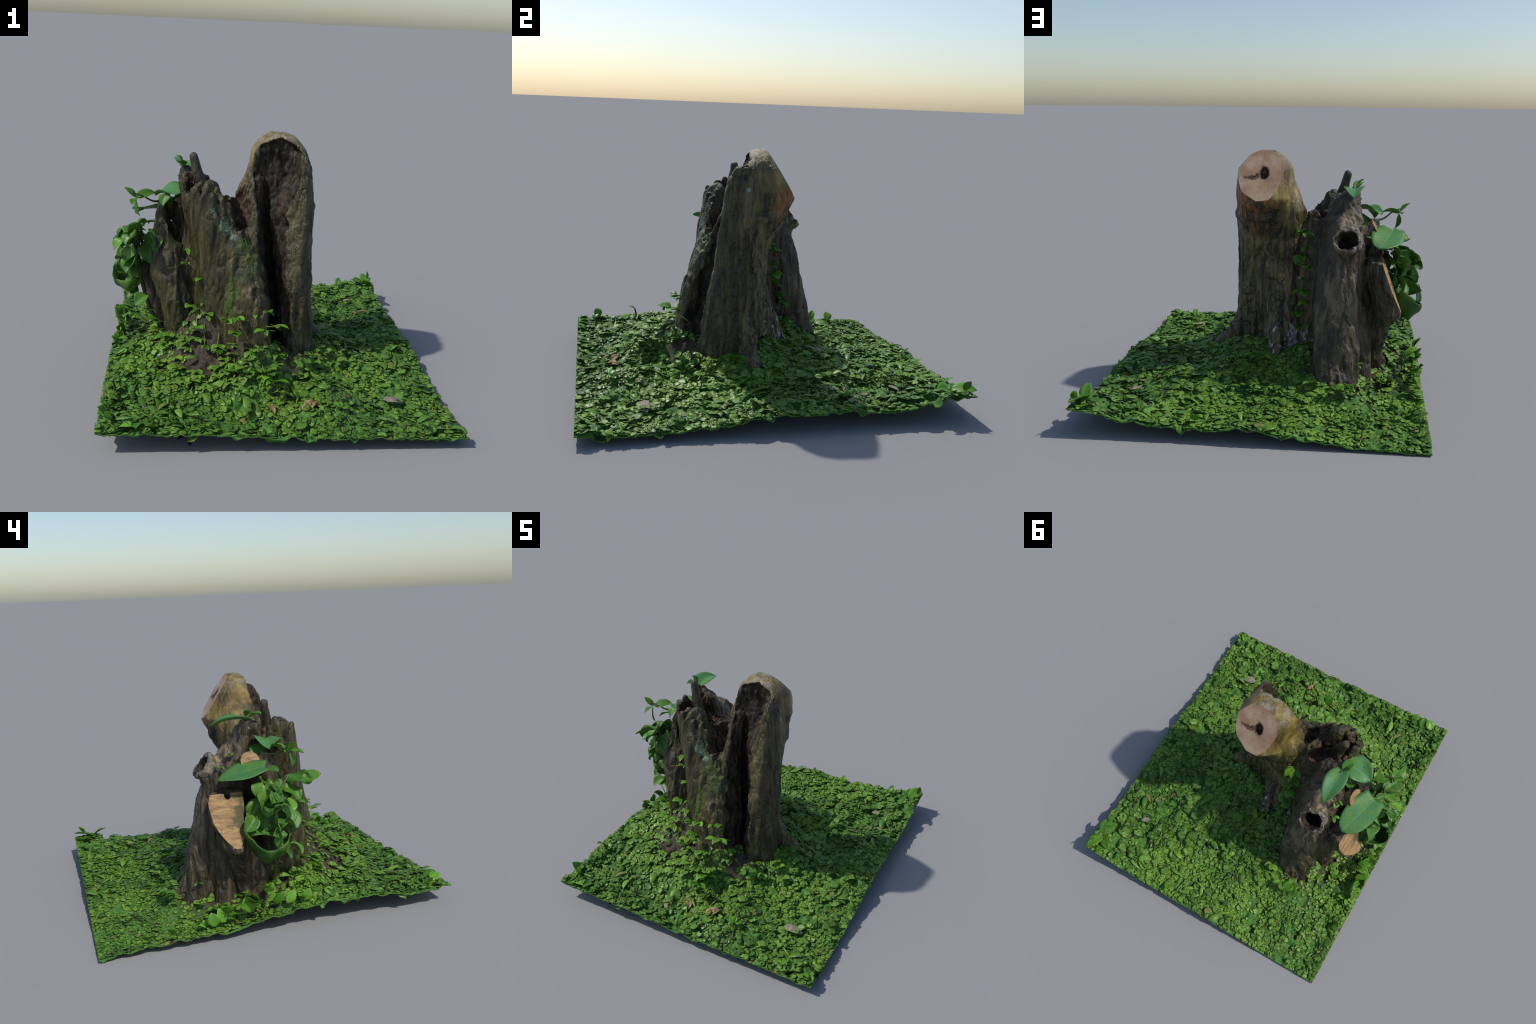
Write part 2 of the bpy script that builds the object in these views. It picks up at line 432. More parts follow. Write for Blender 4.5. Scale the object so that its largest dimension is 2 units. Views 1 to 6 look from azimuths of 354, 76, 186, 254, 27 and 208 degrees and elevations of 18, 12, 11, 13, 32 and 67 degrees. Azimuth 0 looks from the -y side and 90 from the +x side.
# ----------------------------------------------------------------------------------------------
# materials
# ----------------------------------------------------------------------------------------------
class Nodes:
    def __init__(self, name, rough=0.6, spec=0.5):
        self.mat = bpy.data.materials.new(name)
        self.mat.use_nodes = True
        self.t = self.mat.node_tree
        self.b = self.t.nodes["Principled BSDF"]
        self.b.inputs["Roughness"].default_value = rough
        self.b.inputs["Specular IOR Level"].default_value = spec
        self.co = self.t.nodes.new("ShaderNodeTexCoord").outputs["Object"]

    def link(self, a, b):
        self.t.links.new(a, b)

    def put(self, sock, v):
        if hasattr(v, "is_output"):
            self.link(v, sock)
        elif isinstance(v, (tuple, list)) and len(v) == 3 and sock.type == "RGBA":
            sock.default_value = (*v, 1)
        else:
            sock.default_value = v

    def mapped(self, scale, loc=(0, 0, 0)):
        n = self.t.nodes.new("ShaderNodeMapping")
        n.inputs["Scale"].default_value = scale
        n.inputs["Location"].default_value = loc
        self.link(self.co, n.inputs["Vector"])
        return n.outputs[0]

    def noise(self, scale, detail=4, rough=0.55, stretch=None, dist=0.0, loc=(0, 0, 0)):
        n = self.t.nodes.new("ShaderNodeTexNoise")
        n.inputs["Scale"].default_value = scale
        n.inputs["Detail"].default_value = detail
        n.inputs["Roughness"].default_value = rough
        n.inputs["Distortion"].default_value = dist
        self.link(self.mapped(stretch or (1, 1, 1), loc), n.inputs["Vector"])
        return n.outputs["Fac"]

    def voronoi(self, scale, stretch=None, feature="F1", warp=None):
        n = self.t.nodes.new("ShaderNodeTexVoronoi")
        n.feature = feature
        n.inputs["Scale"].default_value = scale
        self.link(self.mapped(stretch or (1, 1, 1)), n.inputs["Vector"])
        return n.outputs["Distance"]

    def plates(self, scale, stretch, warp):
        """distance to the edge of long, wavy-sided cells"""
        n = self.t.nodes.new("ShaderNodeTexNoise")
        n.inputs["Scale"].default_value = 11
        n.inputs["Detail"].default_value = 3
        self.link(self.co, n.inputs["Vector"])
        sub = self.t.nodes.new("ShaderNodeVectorMath")
        sub.operation = "SUBTRACT"
        self.link(n.outputs["Color"], sub.inputs[0])
        sub.inputs[1].default_value = (.5, .5, .5)
        mul = self.t.nodes.new("ShaderNodeVectorMath")
        mul.operation = "MULTIPLY_ADD"
        self.link(sub.outputs[0], mul.inputs[0])
        mul.inputs[1].default_value = (warp * 2, warp * 2, warp * 2)
        self.link(self.co, mul.inputs[2])
        sc = self.t.nodes.new("ShaderNodeVectorMath")
        sc.operation = "MULTIPLY"
        self.link(mul.outputs[0], sc.inputs[0])
        sc.inputs[1].default_value = stretch
        v = self.t.nodes.new("ShaderNodeTexVoronoi")
        v.feature = "DISTANCE_TO_EDGE"
        v.inputs["Scale"].default_value = scale
        self.link(sc.outputs[0], v.inputs["Vector"])
        return v.outputs["Distance"]

    def ramp(self, fac, stops):
        n = self.t.nodes.new("ShaderNodeValToRGB")
        e = n.color_ramp.elements
        while len(e) < len(stops):
            e.new(0.5)
        for el, (p, c) in zip(e, stops):
            el.position = p
            el.color = (*c, 1) if isinstance(c, (tuple, list)) else (c, c, c, 1)
        self.link(fac, n.inputs[0])
        return n.outputs[0]

    def mix(self, fac, a, b, mode="MIX"):
        n = self.t.nodes.new("ShaderNodeMix")
        n.data_type, n.blend_type = "RGBA", mode
        self.put(n.inputs[0], fac)
        self.put(n.inputs[6], a)
        self.put(n.inputs[7], b)
        return n.outputs[2]

    def math(self, op, a, b=0.0, c=None):
        n = self.t.nodes.new("ShaderNodeMath")
        n.operation = op
        self.put(n.inputs[0], a)
        self.put(n.inputs[1], b)
        if c is not None:
            self.put(n.inputs[2], c)
        return n.outputs[0]

    def range(self, v, a, b):
        n = self.t.nodes.new("ShaderNodeMapRange")
        n.interpolation_type = "SMOOTHSTEP"
        self.put(n.inputs[0], v)
        n.inputs[1].default_value, n.inputs[2].default_value = a, b
        return n.outputs[0]

    def near(self, p, r, stretch=(1, 1, 1)):
        """distance in metres from point p, scaled so that 1 = radius r"""
        n = self.t.nodes.new("ShaderNodeVectorMath")
        n.operation = "SUBTRACT"
        self.link(self.co, n.inputs[0])
        n.inputs[1].default_value = p
        m = self.t.nodes.new("ShaderNodeVectorMath")
        m.operation = "MULTIPLY"
        self.link(n.outputs[0], m.inputs[0])
        m.inputs[1].default_value = [s / r for s in stretch]
        l = self.t.nodes.new("ShaderNodeVectorMath")
        l.operation = "LENGTH"
        self.link(m.outputs[0], l.inputs[0])
        return l.outputs["Value"]

    def patch(self, p, r, wob=0.5, scale=40, stretch=(1, 1, 1), edge=0.25):
        """ragged spot of radius r at p: 1 inside, 0 outside"""
        d = self.near(p, r, stretch)
        d = self.math("ADD", d, self.math("MULTIPLY", self.math("SUBTRACT", self.noise(scale, 3), 0.5), wob * 4))
        return self.math("SUBTRACT", 1.0, self.range(d, 1 - edge, 1 + edge))

    def axis(self, k):
        n = self.t.nodes.new("ShaderNodeSeparateXYZ")
        self.link(self.co, n.inputs[0])
        return n.outputs[k]

    def island(self):
        return self.t.nodes.new("ShaderNodeNewGeometry").outputs["Random Per Island"]

    def obj_random(self):
        return self.t.nodes.new("ShaderNodeObjectInfo").outputs["Random"]

    def bump(self, h, strength=0.4, dist=0.01):
        n = self.t.nodes.new("ShaderNodeBump")
        n.inputs["Strength"].default_value = strength
        n.inputs["Distance"].default_value = dist
        self.link(h, n.inputs["Height"])
        self.link(n.outputs[0], self.b.inputs["Normal"])

    def done(self, color, translucent=0.0):
        self.put(self.b.inputs["Base Color"], color)
        if translucent:
            t = self.t.nodes.new("ShaderNodeBsdfTranslucent")
            warm = self.mix(.55, color, (.20, .34, .03))
            self.put(t.inputs["Color"], warm)
            m = self.t.nodes.new("ShaderNodeMixShader")
            m.inputs[0].default_value = translucent
            out = self.t.nodes["Material Output"]
            self.link(self.b.outputs[0], m.inputs[1])
            self.link(t.outputs[0], m.inputs[2])
            self.link(m.outputs[0], out.inputs["Surface"])
        return self.mat


def bark_material():
    m = Nodes("weathered_bark", rough=0.46, spec=0.5)
    grain = m.noise(30, 6, 0.68, (1, 1, .14), 0.35)
    blot = m.noise(6, 4, 0.6, (1, 1, .6))
    col = m.ramp(grain, [(.34, (.012, .009, .005)), (.45, (.058, .042, .017)), (.56, (.155, .116, .052)), (.70, (.275, .215, .110))])
    olive = m.ramp(grain, [(.34, (.014, .012, .005)), (.45, (.052, .043, .011)), (.57, (.125, .104, .028)), (.72, (.235, .196, .062))])
    col = m.mix(m.range(blot, .40, .60), col, olive)
    # the broken shells and the side log get a darker brown ramp
    dark = m.ramp(grain, [(.30, (.009, .007, .004)), (.44, (.026, .019, .010)), (.56, (.062, .046, .024)), (.72, (.140, .106, .060))])
    far = m.math("ADD", m.axis(0), m.math("MULTIPLY", m.math("SUBTRACT", m.noise(11, 4), .5), .16))
    col = m.mix(m.math("SUBTRACT", 1.0, m.range(far, -.27, -.17)), col, dark)
    streaky = m.math("MULTIPLY", m.patch((-.38, .42, .55), .17, .35, 14, (1.1, .8, .45), .5), m.range(m.noise(20, 4, .6, (1, 1, .12)), .48, .62))
    col = m.mix(m.math("MULTIPLY", streaky, .75), col, (.20, .145, .085))
    # baked shade of the front painted as a darker olive, its edge ragged
    front_shade = m.math("MAXIMUM", m.patch((-.38, -.22, .55), .50, .22, 7, (1.25, 1.9, .75), .4), m.patch((.12, -.22, .55), .30, .25, 7, (1.4, 2.2, .45), .4))
    shade_olive = m.ramp(grain, [(.30, (.008, .007, .002)), (.46, (.027, .024, .006)), (.58, (.060, .052, .012)), (.74, (.130, .112, .034))])
    col = m.mix(m.math("MULTIPLY", front_shade, .9), col, shade_olive)
    # smooth debarked limb below the saw cut: olive tan with soft streaks
    tan = m.ramp(m.noise(18, 4, .62, (1, .5, .22), .4), [(.32, (.058, .040, .009)), (.5, (.180, .125, .030)), (.66, (.340, .255, .085))])
    limb = m.patch((.0, .09, 1.20), .215, .25, 12, (1, 1, .9), .3)
    col = m.mix(limb, col, tan)
    grey = m.math("MULTIPLY", m.range(m.axis(2), 1.22, 1.29), m.math("MULTIPLY", m.range(m.noise(16, 3), .45, .6), .7))
    col = m.mix(grey, col, (.30, .26, .19))
    streak = m.ramp(m.noise(25, 4, .62, (1, 1, .22)), [(.36, (.060, .022, .006)), (.52, (.24, .088, .022)), (.7, (.44, .19, .055))])
    col = m.mix(m.patch((.13, .16, 1.04), .075, .25, 18, (1, .6, .62), .3), col, streak)
    scorch = m.ramp(m.noise(22, 4, .62, (1, 1, .2)), [(.38, (.012, .008, .004)), (.52, (.080, .044, .016)), (.66, (.30, .125, .034))])
    col = m.mix(m.patch((.035, .17, .965), .105, .3, 16, (1, .5, .85), .3), col, scorch)
    # moss and lichen where they grow
    mossn = m.ramp(m.noise(70, 4), [(.35, (.024, .045, .004)), (.65, (.085, .135, .010))])
    for p, r, st in (((-.149, -.30, .767), .050, (1, 1, .9)), ((-.122, -.33, .69), .042, (1, 1, .6)), ((-.22, -.37, .58), .034, (1, 1, .4)), ((-.235, -.38, .48), .036, (1.2, 1, .5))):
        col = m.mix(m.math("MULTIPLY", m.patch(p, r, .6, 34, st, .6), .75), col, mossn)
    green = m.math("MULTIPLY", m.range(m.noise(9, 4, .65, (1, 1, .5), 0, (3, 1, 2)), .54, .68), .40)
    col = m.mix(green, col, (.034, .052, .010))
    lichen = m.ramp(m.noise(120, 3), [(.38, (.050, .095, .055)), (.62, (.16, .25, .15))])
    for p, r in (((-.268, -.278, .862), .024), ((-.238, -.278, .845), .022), ((-.216, -.278, .806), .016), ((-.33, -.262, .942), .012), ((-.228, -.26, .895), .020), ((-.16, -.24, .86), .012)):
        col = m.mix(m.math("MULTIPLY", m.patch(p, r, .7, 75, (1, 1, .8), .25), .9), col, lichen)
    pale = m.ramp(m.noise(80, 2), [(.35, (.22, .27, .24)), (.65, (.46, .52, .48))])
    for p, r in (((-.475, .30, .93), .026), ((-.50, .24, .915), .024), ((-.36, .31, .96), .016), ((-.48, .18, 1.0), .016), ((.195, -.09, 1.10), .012), ((-.10, .06, .80), .018), ((-.145, .07, .70), .022), ((-.165, .09, .60), .018)):
        col = m.mix(m.math("MULTIPLY", m.patch(p, r, .7, 70, (1, 1, 1), .2), .7), col, pale)
    # bare tan scar and the white fungus at the foot
    scar = m.patch((-.072, .085, .575), .045, .3, 30, (1.7, .6, .7), .3)
    col = m.mix(scar, col, m.ramp(m.noise(40, 3, .6, (1, 1, .2)), [(.3, (.14, .090, .042)), (.7, (.33, .23, .12))]))
    white = m.math("MULTIPLY", m.patch((-.11, .18, .24), .16, .35, 12, (.85, .8, 1.3), .3), m.range(m.noise(24, 5, .7, (1, 1, .5), .6), .515, .575))
    col = m.mix(white, col, (.46, .47, .50))
    lipring = m.math("MULTIPLY", m.patch((-.445, .325, .880), .098, .12, 20, (1, 1, 1), .2), m.range(m.noise(28, 4), .40, .58))
    col = m.mix(m.math("MULTIPLY", lipring, .75), col, (.30, .25, .20))
    tipbright = m.patch((-.44, .21, .93), .085, .5, 24, (1, 1, 1), .5)
    col = m.mix(m.math("MULTIPLY", tipbright, .6), col, m.ramp(grain, [(.32, (.05, .036, .02)), (.6, (.30, .22, .125))]))
    # tan weathered lip along the open front
    lip = m.patch((.105, -.23, .78), .30, .12, 20, (4.4, 3.0, 1.0), .35)
    col = m.mix(m.math("MULTIPLY", lip, .7), col, m.ramp(grain, [(.3, (.040, .033, .013)), (.55, (.125, .105, .048)), (.75, (.22, .19, .095))]))
    plate = m.plates(15, (1, 1, .24), .05)
    fine = m.plates(34, (1, 1, .30), .03)
    smooth = m.math("MAXIMUM", limb, m.math("MULTIPLY", front_shade, .6))
    fissure = m.math("MAXIMUM", m.math("SUBTRACT", 1.0, m.range(plate, .0, .085)), m.math("MULTIPLY", m.math("SUBTRACT", 1.0, m.range(fine, .0, .06)), .55))
    fissure = m.math("MULTIPLY", fissure, m.math("SUBTRACT", 1.0, m.math("MULTIPLY", smooth, .85)))
    fissure = m.math("MULTIPLY", fissure, m.range(m.noise(8, 3), .38, .58))
    fissure = m.math("MULTIPLY", fissure, m.math("ADD", .28, m.math("MULTIPLY", m.range(far, -.27, -.15), .72)))
    col = m.mix(m.math("MULTIPLY", fissure, .80), col, (.012, .010, .006))
    height = m.math("ADD", grain, m.math("MULTIPLY", m.noise(85, 5, .65, (1, 1, .25)), .6))
    m.link(m.math("SUBTRACT", .47, m.math("MULTIPLY", limb, .15)), m.b.inputs["Roughness"])
    m.bump(m.math("SUBTRACT", height, m.math("MULTIPLY", fissure, .8)), .8, .012)
    return m.done(col)


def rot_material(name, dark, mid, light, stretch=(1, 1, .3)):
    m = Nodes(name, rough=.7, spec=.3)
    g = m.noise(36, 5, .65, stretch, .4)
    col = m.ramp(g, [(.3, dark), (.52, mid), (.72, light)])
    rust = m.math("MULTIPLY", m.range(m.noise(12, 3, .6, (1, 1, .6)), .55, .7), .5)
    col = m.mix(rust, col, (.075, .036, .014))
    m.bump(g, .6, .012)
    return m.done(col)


def cut_material():
    """fresh saw cut: pinkish wood, faint rings about the pith"""
    m = Nodes("sawn_wood", rough=.55, spec=.3)
    d = m.near((.032, .112, 1.187), 1.0)
    d = m.math("ADD", d, m.math("MULTIPLY", m.noise(9, 3), .05))
    ring = m.math("SINE", m.math("MULTIPLY", d, 420.0))
    ring = m.range(ring, -1.2, 1.2)
    base = m.ramp(m.noise(9, 5, .6), [(.34, (.36, .200, .115)), (.5, (.50, .310, .190)), (.66, (.63, .440, .295))])
    col = m.mix(m.math("MULTIPLY", ring, .16), base, (.38, .22, .12))
    sp = m.range(m.noise(30, 3, .6, (1, 1, 1)), .66, .76)
    col = m.mix(m.math("MULTIPLY", sp, .6), col, (.17, .085, .045))
    dark = m.patch((.032, .112, 1.187), .040, .25, 30, (1.5, 1, .9), .25)
    col = m.mix(dark, col, (.030, .016, .010))
    for p, r, st in (((.105, .123, 1.165), .036, (1, .8, 3.2)), ((.062, .117, 1.178), .017, (1, .8, 2.0))):
        col = m.mix(m.math("MULTIPLY", m.patch(p, r, .5, 60, st, .4), .9), col, (.070, .036, .020))
    m.bump(m.noise(50, 4), .15, .004)
    return m.done(col)


def stub_material():
    m = Nodes("fresh_split_wood", rough=.6, spec=.3)
    g = m.noise(24, 6, .7, (.6, .5, 2.6), .5)
    col = m.ramp(g, [(.32, (.15, .085, .034)), (.5, (.30, .180, .078)), (.68, (.44, .290, .135))])
    spot = m.range(m.noise(13, 5, .65, (1, 1, .7), .6), .52, .66)
    col = m.mix(m.math("MULTIPLY", spot, .75), col, (.07, .045, .022))
    edge = m.patch((-.67, .150, .60), .070, .8, 20, (.5, 1, .6), .4)
    col = m.mix(m.math("MULTIPLY", edge, .85), col, (.06, .058, .022))
    m.bump(g, .4, .008)
    return m.done(col)


def soil_material():
    m = Nodes("mossy_soil", rough=.75, spec=.3)
    n = m.noise(55, 5, .65)
    green = m.ramp(n, [(.3, (.028, .085, .012)), (.5, (.060, .160, .024)), (.7, (.100, .25, .040))])
    brown = m.ramp(n, [(.3, (.018, .015, .009)), (.5, (.046, .036, .023)), (.7, (.095, .074, .050))])
    near_foot = m.patch((-.33, -.36, .25), .26, .30, 9, (.75, 1.1, .8), .35)
    foot2 = m.patch((-.47, .10, .12), .30, .25, 9, (1, .75, .7), .35)
    foot3 = m.patch((.10, -.30, .14), .20, .25, 9, (1, 1, .7), .35)
    foot = m.math("MAXIMUM", m.math("MAXIMUM", near_foot, foot2), foot3)
    bare = m.range(m.noise(10, 4, .6), .60, .70)
    col = m.mix(m.math("MAXIMUM", foot, bare), green, brown)
    m.bump(n, .7, .012)
    return m.done(col)


def leaf_material(name, low, mid, high, rough=.45, spec=.4, per_object=False, veins=0.0, trans=.28, withered=False):
    m = Nodes(name, rough=rough, spec=spec)
    r = m.obj_random() if per_object else m.island()
    col = m.ramp(r, [(0.0, low), (.5, mid), (.88, high), (.965, tuple(min(1, c * 1.25) for c in high)), (.975, (.26, .21, .09) if withered else high)])
    n = m.noise(22, 3)
    col = m.mix(m.math("MULTIPLY", m.range(n, .4, .65), .45), col, low)
    big = m.noise(4.5, 3, .6)
    yellowing = m.math("MULTIPLY", m.range(big, .48, .62), .5)
    col = m.mix(yellowing, col, (.155, .265, .028))
    broad_patch = m.range(m.noise(2.2, 2, .5, (1, 1, .2), 0, (5, 2, 0)), .36, .62)
    if not per_object:
        col = m.mix(m.math('MULTIPLY', broad_patch, .55), col, (high[0] * 1.22, high[1] * 1.14, high[2]))
    if veins:
        gen = m.t.nodes.new("ShaderNodeTexCoord").outputs["Generated"]
        s = m.t.nodes.new("ShaderNodeSeparateXYZ")
        m.link(gen, s.inputs[0])
        w = m.math("ABSOLUTE", m.math("SUBTRACT", s.outputs[1], .5))
        mid_vein = m.math("SUBTRACT", 1.0, m.range(w, .0, .035))
        side = m.math("SINE", m.math("MULTIPLY", m.math("SUBTRACT", s.outputs[0], m.math("MULTIPLY", w, .7)), 46.0))
        side = m.math("MULTIPLY", m.range(side, .75, 1.0), .35)
        col = m.mix(m.math("MULTIPLY", m.math("MAXIMUM", mid_vein, side), veins), col, tuple(min(1, c * 1.6 + .02) for c in high))
    return m.done(col, trans)


MAT = dict(
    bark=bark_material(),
    hollow=rot_material("shadow_darkened_hollow_wood", (.006, .0045, .003), (.021, .015, .009), (.085, .066, .036), (1, 1, .25)),  # colours pushed toward black for the shadow inside the openings
    crumble=rot_material("crumbling_wood", (.012, .008, .005), (.055, .036, .022), (.19, .13, .080), (1, 1, .7)),
    cut=cut_material(), stub=stub_material(), soil=soil_material(),
    clover=leaf_material("clover_green", (.046, .120, .016), (.102, .240, .031), (.190, .375, .054), rough=.42, withered=True),
    leaf=leaf_material("clover_green_single", (.055, .145, .020), (.108, .255, .034), (.19, .38, .060), rough=.42, per_object=True),
    bright=leaf_material("young_leaf_green", (.050, .17, .010), (.10, .29, .020), (.16, .40, .035), rough=.4, per_object=True),
    vine=leaf_material("vine_leaf_green", (.026, .10, .014), (.055, .18, .025), (.11, .28, .045), rough=.45, per_object=True, veins=.5),
    broad=leaf_material("broad_leaf_green", (.060, .205, .060), (.085, .255, .082), (.105, .295, .105), rough=.46, per_object=True, veins=.35),
    shade=leaf_material("drooping_leaf_green", (.018, .065, .010), (.030, .105, .014), (.060, .17, .025), rough=.5, per_object=True),
    stem=leaf_material("vine_stem", (.05, .06, .015), (.08, .10, .025), (.10, .13, .03), per_object=True, trans=0),
    dead=rot_material("dead_leaf", (.14, .07, .03), (.30, .18, .08), (.55, .40, .22), (1, 1, 1)),
    paper=rot_material("withered_leaf", (.14, .11, .08), (.25, .21, .16), (.40, .36, .30), (1, 1, 1)),
)

# ----------------------------------------------------------------------------------------------
# top-level thing
# ----------------------------------------------------------------------------------------------
stump = add("tree_stump", None)
stump["label"] = "hollow sawn tree stump with vine on clover lawn"
stump["category"] = "tree stump"

# ----------------------------------------------------------------------------------------------
# stump body
# ----------------------------------------------------------------------------------------------
VOX = 0.0065
V, Q = surface_nets((-.82, -.62, .02), (.44, .62, 1.335), VOX)
# relax the voxel steps, then follow the solid again
for _ in range(2):
    acc, cnt = np.zeros_like(V), np.zeros(len(V))
    for a, b in ((0, 1), (1, 2), (2, 3), (3, 0)):
        np.add.at(acc, Q[:, a], V[Q[:, b]])
        np.add.at(cnt, Q[:, a], 1)
        np.add.at(acc, Q[:, b], V[Q[:, a]])
        np.add.at(cnt, Q[:, b], 1)
    V = 0.5 * V + 0.5 * acc / np.maximum(cnt, 1)[:, None]
N = vertex_normals(V, Q)
dist, cls = field(V[:, 0], V[:, 1], V[:, 2], True)
V = V - N * np.clip(dist, -.004, .004)[:, None]



def gradient(f, P, e=.002):
    g = np.stack([f(*(P + np.eye(3)[k] * e).T) - f(*(P - np.eye(3)[k] * e).T) for k in range(3)], 1)
    return g / np.maximum(np.linalg.norm(g, axis=1, keepdims=True), 1e-9)


rim_vertex = np.zeros(len(V), bool)
for cut in (main_trunk, stub_low, stub_high):     # pull the vertices next to a saw cut's edge onto that edge
    x, y, z = V.T
    near = (np.abs(cut.plane(x, y, z)) < 1.15 * VOX) & (np.abs(cut.s(x, y, z)) < 1.15 * VOX) & (np.abs(field(x, y, z) - cut(x, y, z)) < .004)
    i = np.where(near)[0]
    for _ in range(4):
        P = V[i]
        P = P - cut.s(*P.T)[:, None] * gradient(cut.s, P)
        P = P - cut.plane(*P.T)[:, None] * cut.n
        V[i] = P
    rim_vertex[i] = True
names = [s[0] for s in SOLIDS]
kind = np.array([LATE[c - 200][0] if c >= 200 else CARVES[c - 100][0] if c >= 100 else names[c] for c in cls])
cutn = np.array(CUT_NORMAL) / np.linalg.norm(CUT_NORMAL)
on_cut = (np.abs((V - np.array(CUT_POINT)) @ cutn) < .0055) & (N @ cutn > .75) & (V[:, 2] > 1.0)
kind[on_cut] = "cut_face"
for s in PITH:
    kind[(s(V[:, 0], V[:, 1], V[:, 2]) < .006) & (V[:, 1] > .05)] = "cut_face"
for s in (stub_low, stub_high):
    kind[(np.abs(s.plane(V[:, 0], V[:, 1], V[:, 2])) < .006) & (N @ s.n > .75) & (kind == "cut_stub")] = "stub_face"

# relief: vertical bark ridges and cracks, crumbly rot, long folds
amp_bark = np.zeros(len(V))
amp_bark[np.isin(kind, ["main_trunk", "broken_trunk", "side_branch", "torn_wall", "cut_stub", "root", "spike"])] = 1
limb = 1 - smoothstep(.17, .25, np.linalg.norm((V - np.array([.0, .09, 1.2])) * [1, 1, .9], axis=1))
amp_bark *= 1 - .85 * limb
amp_rot = np.isin(kind, ["broken_top", "hollow", "knot_hole"]).astype(float)
for _ in range(3):   # feather both masks over the mesh
    for A in (amp_bark, amp_rot):
        acc, cnt = np.zeros(len(V)), np.zeros(len(V))
        for k in range(4):
            np.add.at(acc, Q[:, k], A[Q].mean(1))
            np.add.at(cnt, Q[:, k], 1)
        A[:] = acc / np.maximum(cnt, 1)
ridge = 1 - np.abs(fbm(V, (26, 26, 5.5), 3, 5)) * 1.5
warp = V + .018 * np.stack([vnoise(V, 14, 91), vnoise(V, 14, 92), vnoise(V, 14, 93)], 1)
plates = np.abs(vnoise(warp, (34, 34, 8), 21))
crack = smoothstep(.16, .0, plates)
furrow = 1 - np.abs(vnoise(warp, (21, 21, 2.6), 55)) * 2
disp = amp_bark * (.0040 * ridge + .0060 * np.clip(furrow, -.6, 1) - .0060 * crack + .009 * fbm(V, (9, 9, 1.8), 2, 33) + .003 * fbm(V, (60, 60, 18), 2, 44))
disp += amp_rot * (.011 * fbm(V, (22, 22, 9), 3, 61) + .006 * fbm(V, (55, 55, 40), 2, 71))
disp += np.where(kind == "broken_top", .014 * fbm(V, (30, 30, 22), 2, 81), 0)
ledge = smoothstep(.915, .930, V[:, 2]) * smoothstep(.975, .945, V[:, 2]) * (V[:, 0] > -.02) * (V[:, 1] > -.12) * (kind == 'main_trunk')
disp += .010 * ledge * (.6 + .6 * vnoise(V, 16, 301))
disp[kind == 'spike'] *= .35
disp[on_cut | rim_vertex] = 0
disp[kind == 'stub_face'] = 0
fold = np.where(kind == "hollow", 0, 1) * np.where(on_cut, 0, 1) * (1 - limb)
disp += fold * .006 * np.sin(np.arctan2(V[:, 1] + .05, V[:, 0] - .03) * 14 + 2.5 * vnoise(V, 3, 7)) * smoothstep(.55, .15, V[:, 2])
V = V + N * disp[:, None]
N = vertex_normals(V, Q)

for cut, label, home_kind in ((main_trunk, "cut_face", "main_trunk"), (stub_low, "stub_face", "cut_stub"), (stub_high, "stub_face", "cut_stub")):
    kind[rim_vertex & (kind == label)] = home_kind
fk = kind[Q]
face_kind = np.where((fk[:, 0] == fk[:, 1]) | (fk[:, 0] == fk[:, 2]), fk[:, 0], np.where(fk[:, 1] == fk[:, 2], fk[:, 1], fk[:, 3]))
FN = np.cross(V[Q[:, 2]] - V[Q[:, 0]], V[Q[:, 3]] - V[Q[:, 1]])
FN /= np.maximum(np.linalg.norm(FN, axis=1, keepdims=True), 1e-12)
FC = V[Q].mean(1)
for cut, label in ((main_trunk, "cut_face"), (stub_low, "stub_face"), (stub_high, "stub_face")):
    flat = (np.abs(cut.plane(*FC.T)) < .006) & (FN @ cut.n > .94) & (cut.s(*FC.T) < .004) & (field(*FC.T) > -.012)
    own = np.isin(face_kind, ["main_trunk", "cut_face"] if label == "cut_face" else ["cut_stub", "stub_face"])
    face_kind[own & flat] = label
    off = (face_kind == label) & ~flat & (np.abs(cut.s(*FC.T)) < .012)
    face_kind[off & (np.abs(cut.plane(*FC.T)) < .02)] = "main_trunk" if label == "cut_face" else "cut_stub"
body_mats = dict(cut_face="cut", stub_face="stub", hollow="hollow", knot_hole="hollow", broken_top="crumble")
homes = dict(cut_face="main_trunk", hollow="main_trunk", root="main_trunk", broken_top="broken_trunk", spike="broken_trunk", knot_hole="side_branch", stub_face="cut_stub")
made = {}


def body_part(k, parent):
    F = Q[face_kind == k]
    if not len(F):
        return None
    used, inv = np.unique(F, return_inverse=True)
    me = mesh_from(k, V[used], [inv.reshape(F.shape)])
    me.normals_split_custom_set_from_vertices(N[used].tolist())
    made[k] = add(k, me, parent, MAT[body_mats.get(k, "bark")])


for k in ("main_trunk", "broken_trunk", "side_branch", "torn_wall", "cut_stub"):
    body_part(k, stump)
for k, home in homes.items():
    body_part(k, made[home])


# ----------------------------------------------------------------------------------------------
# the lawn: soil sheet with a swelling at the foot of the stump
# ----------------------------------------------------------------------------------------------
def profile(t, pts):
    p = np.array(pts)
    return np.interp(t, p[:, 0], p[:, 1])


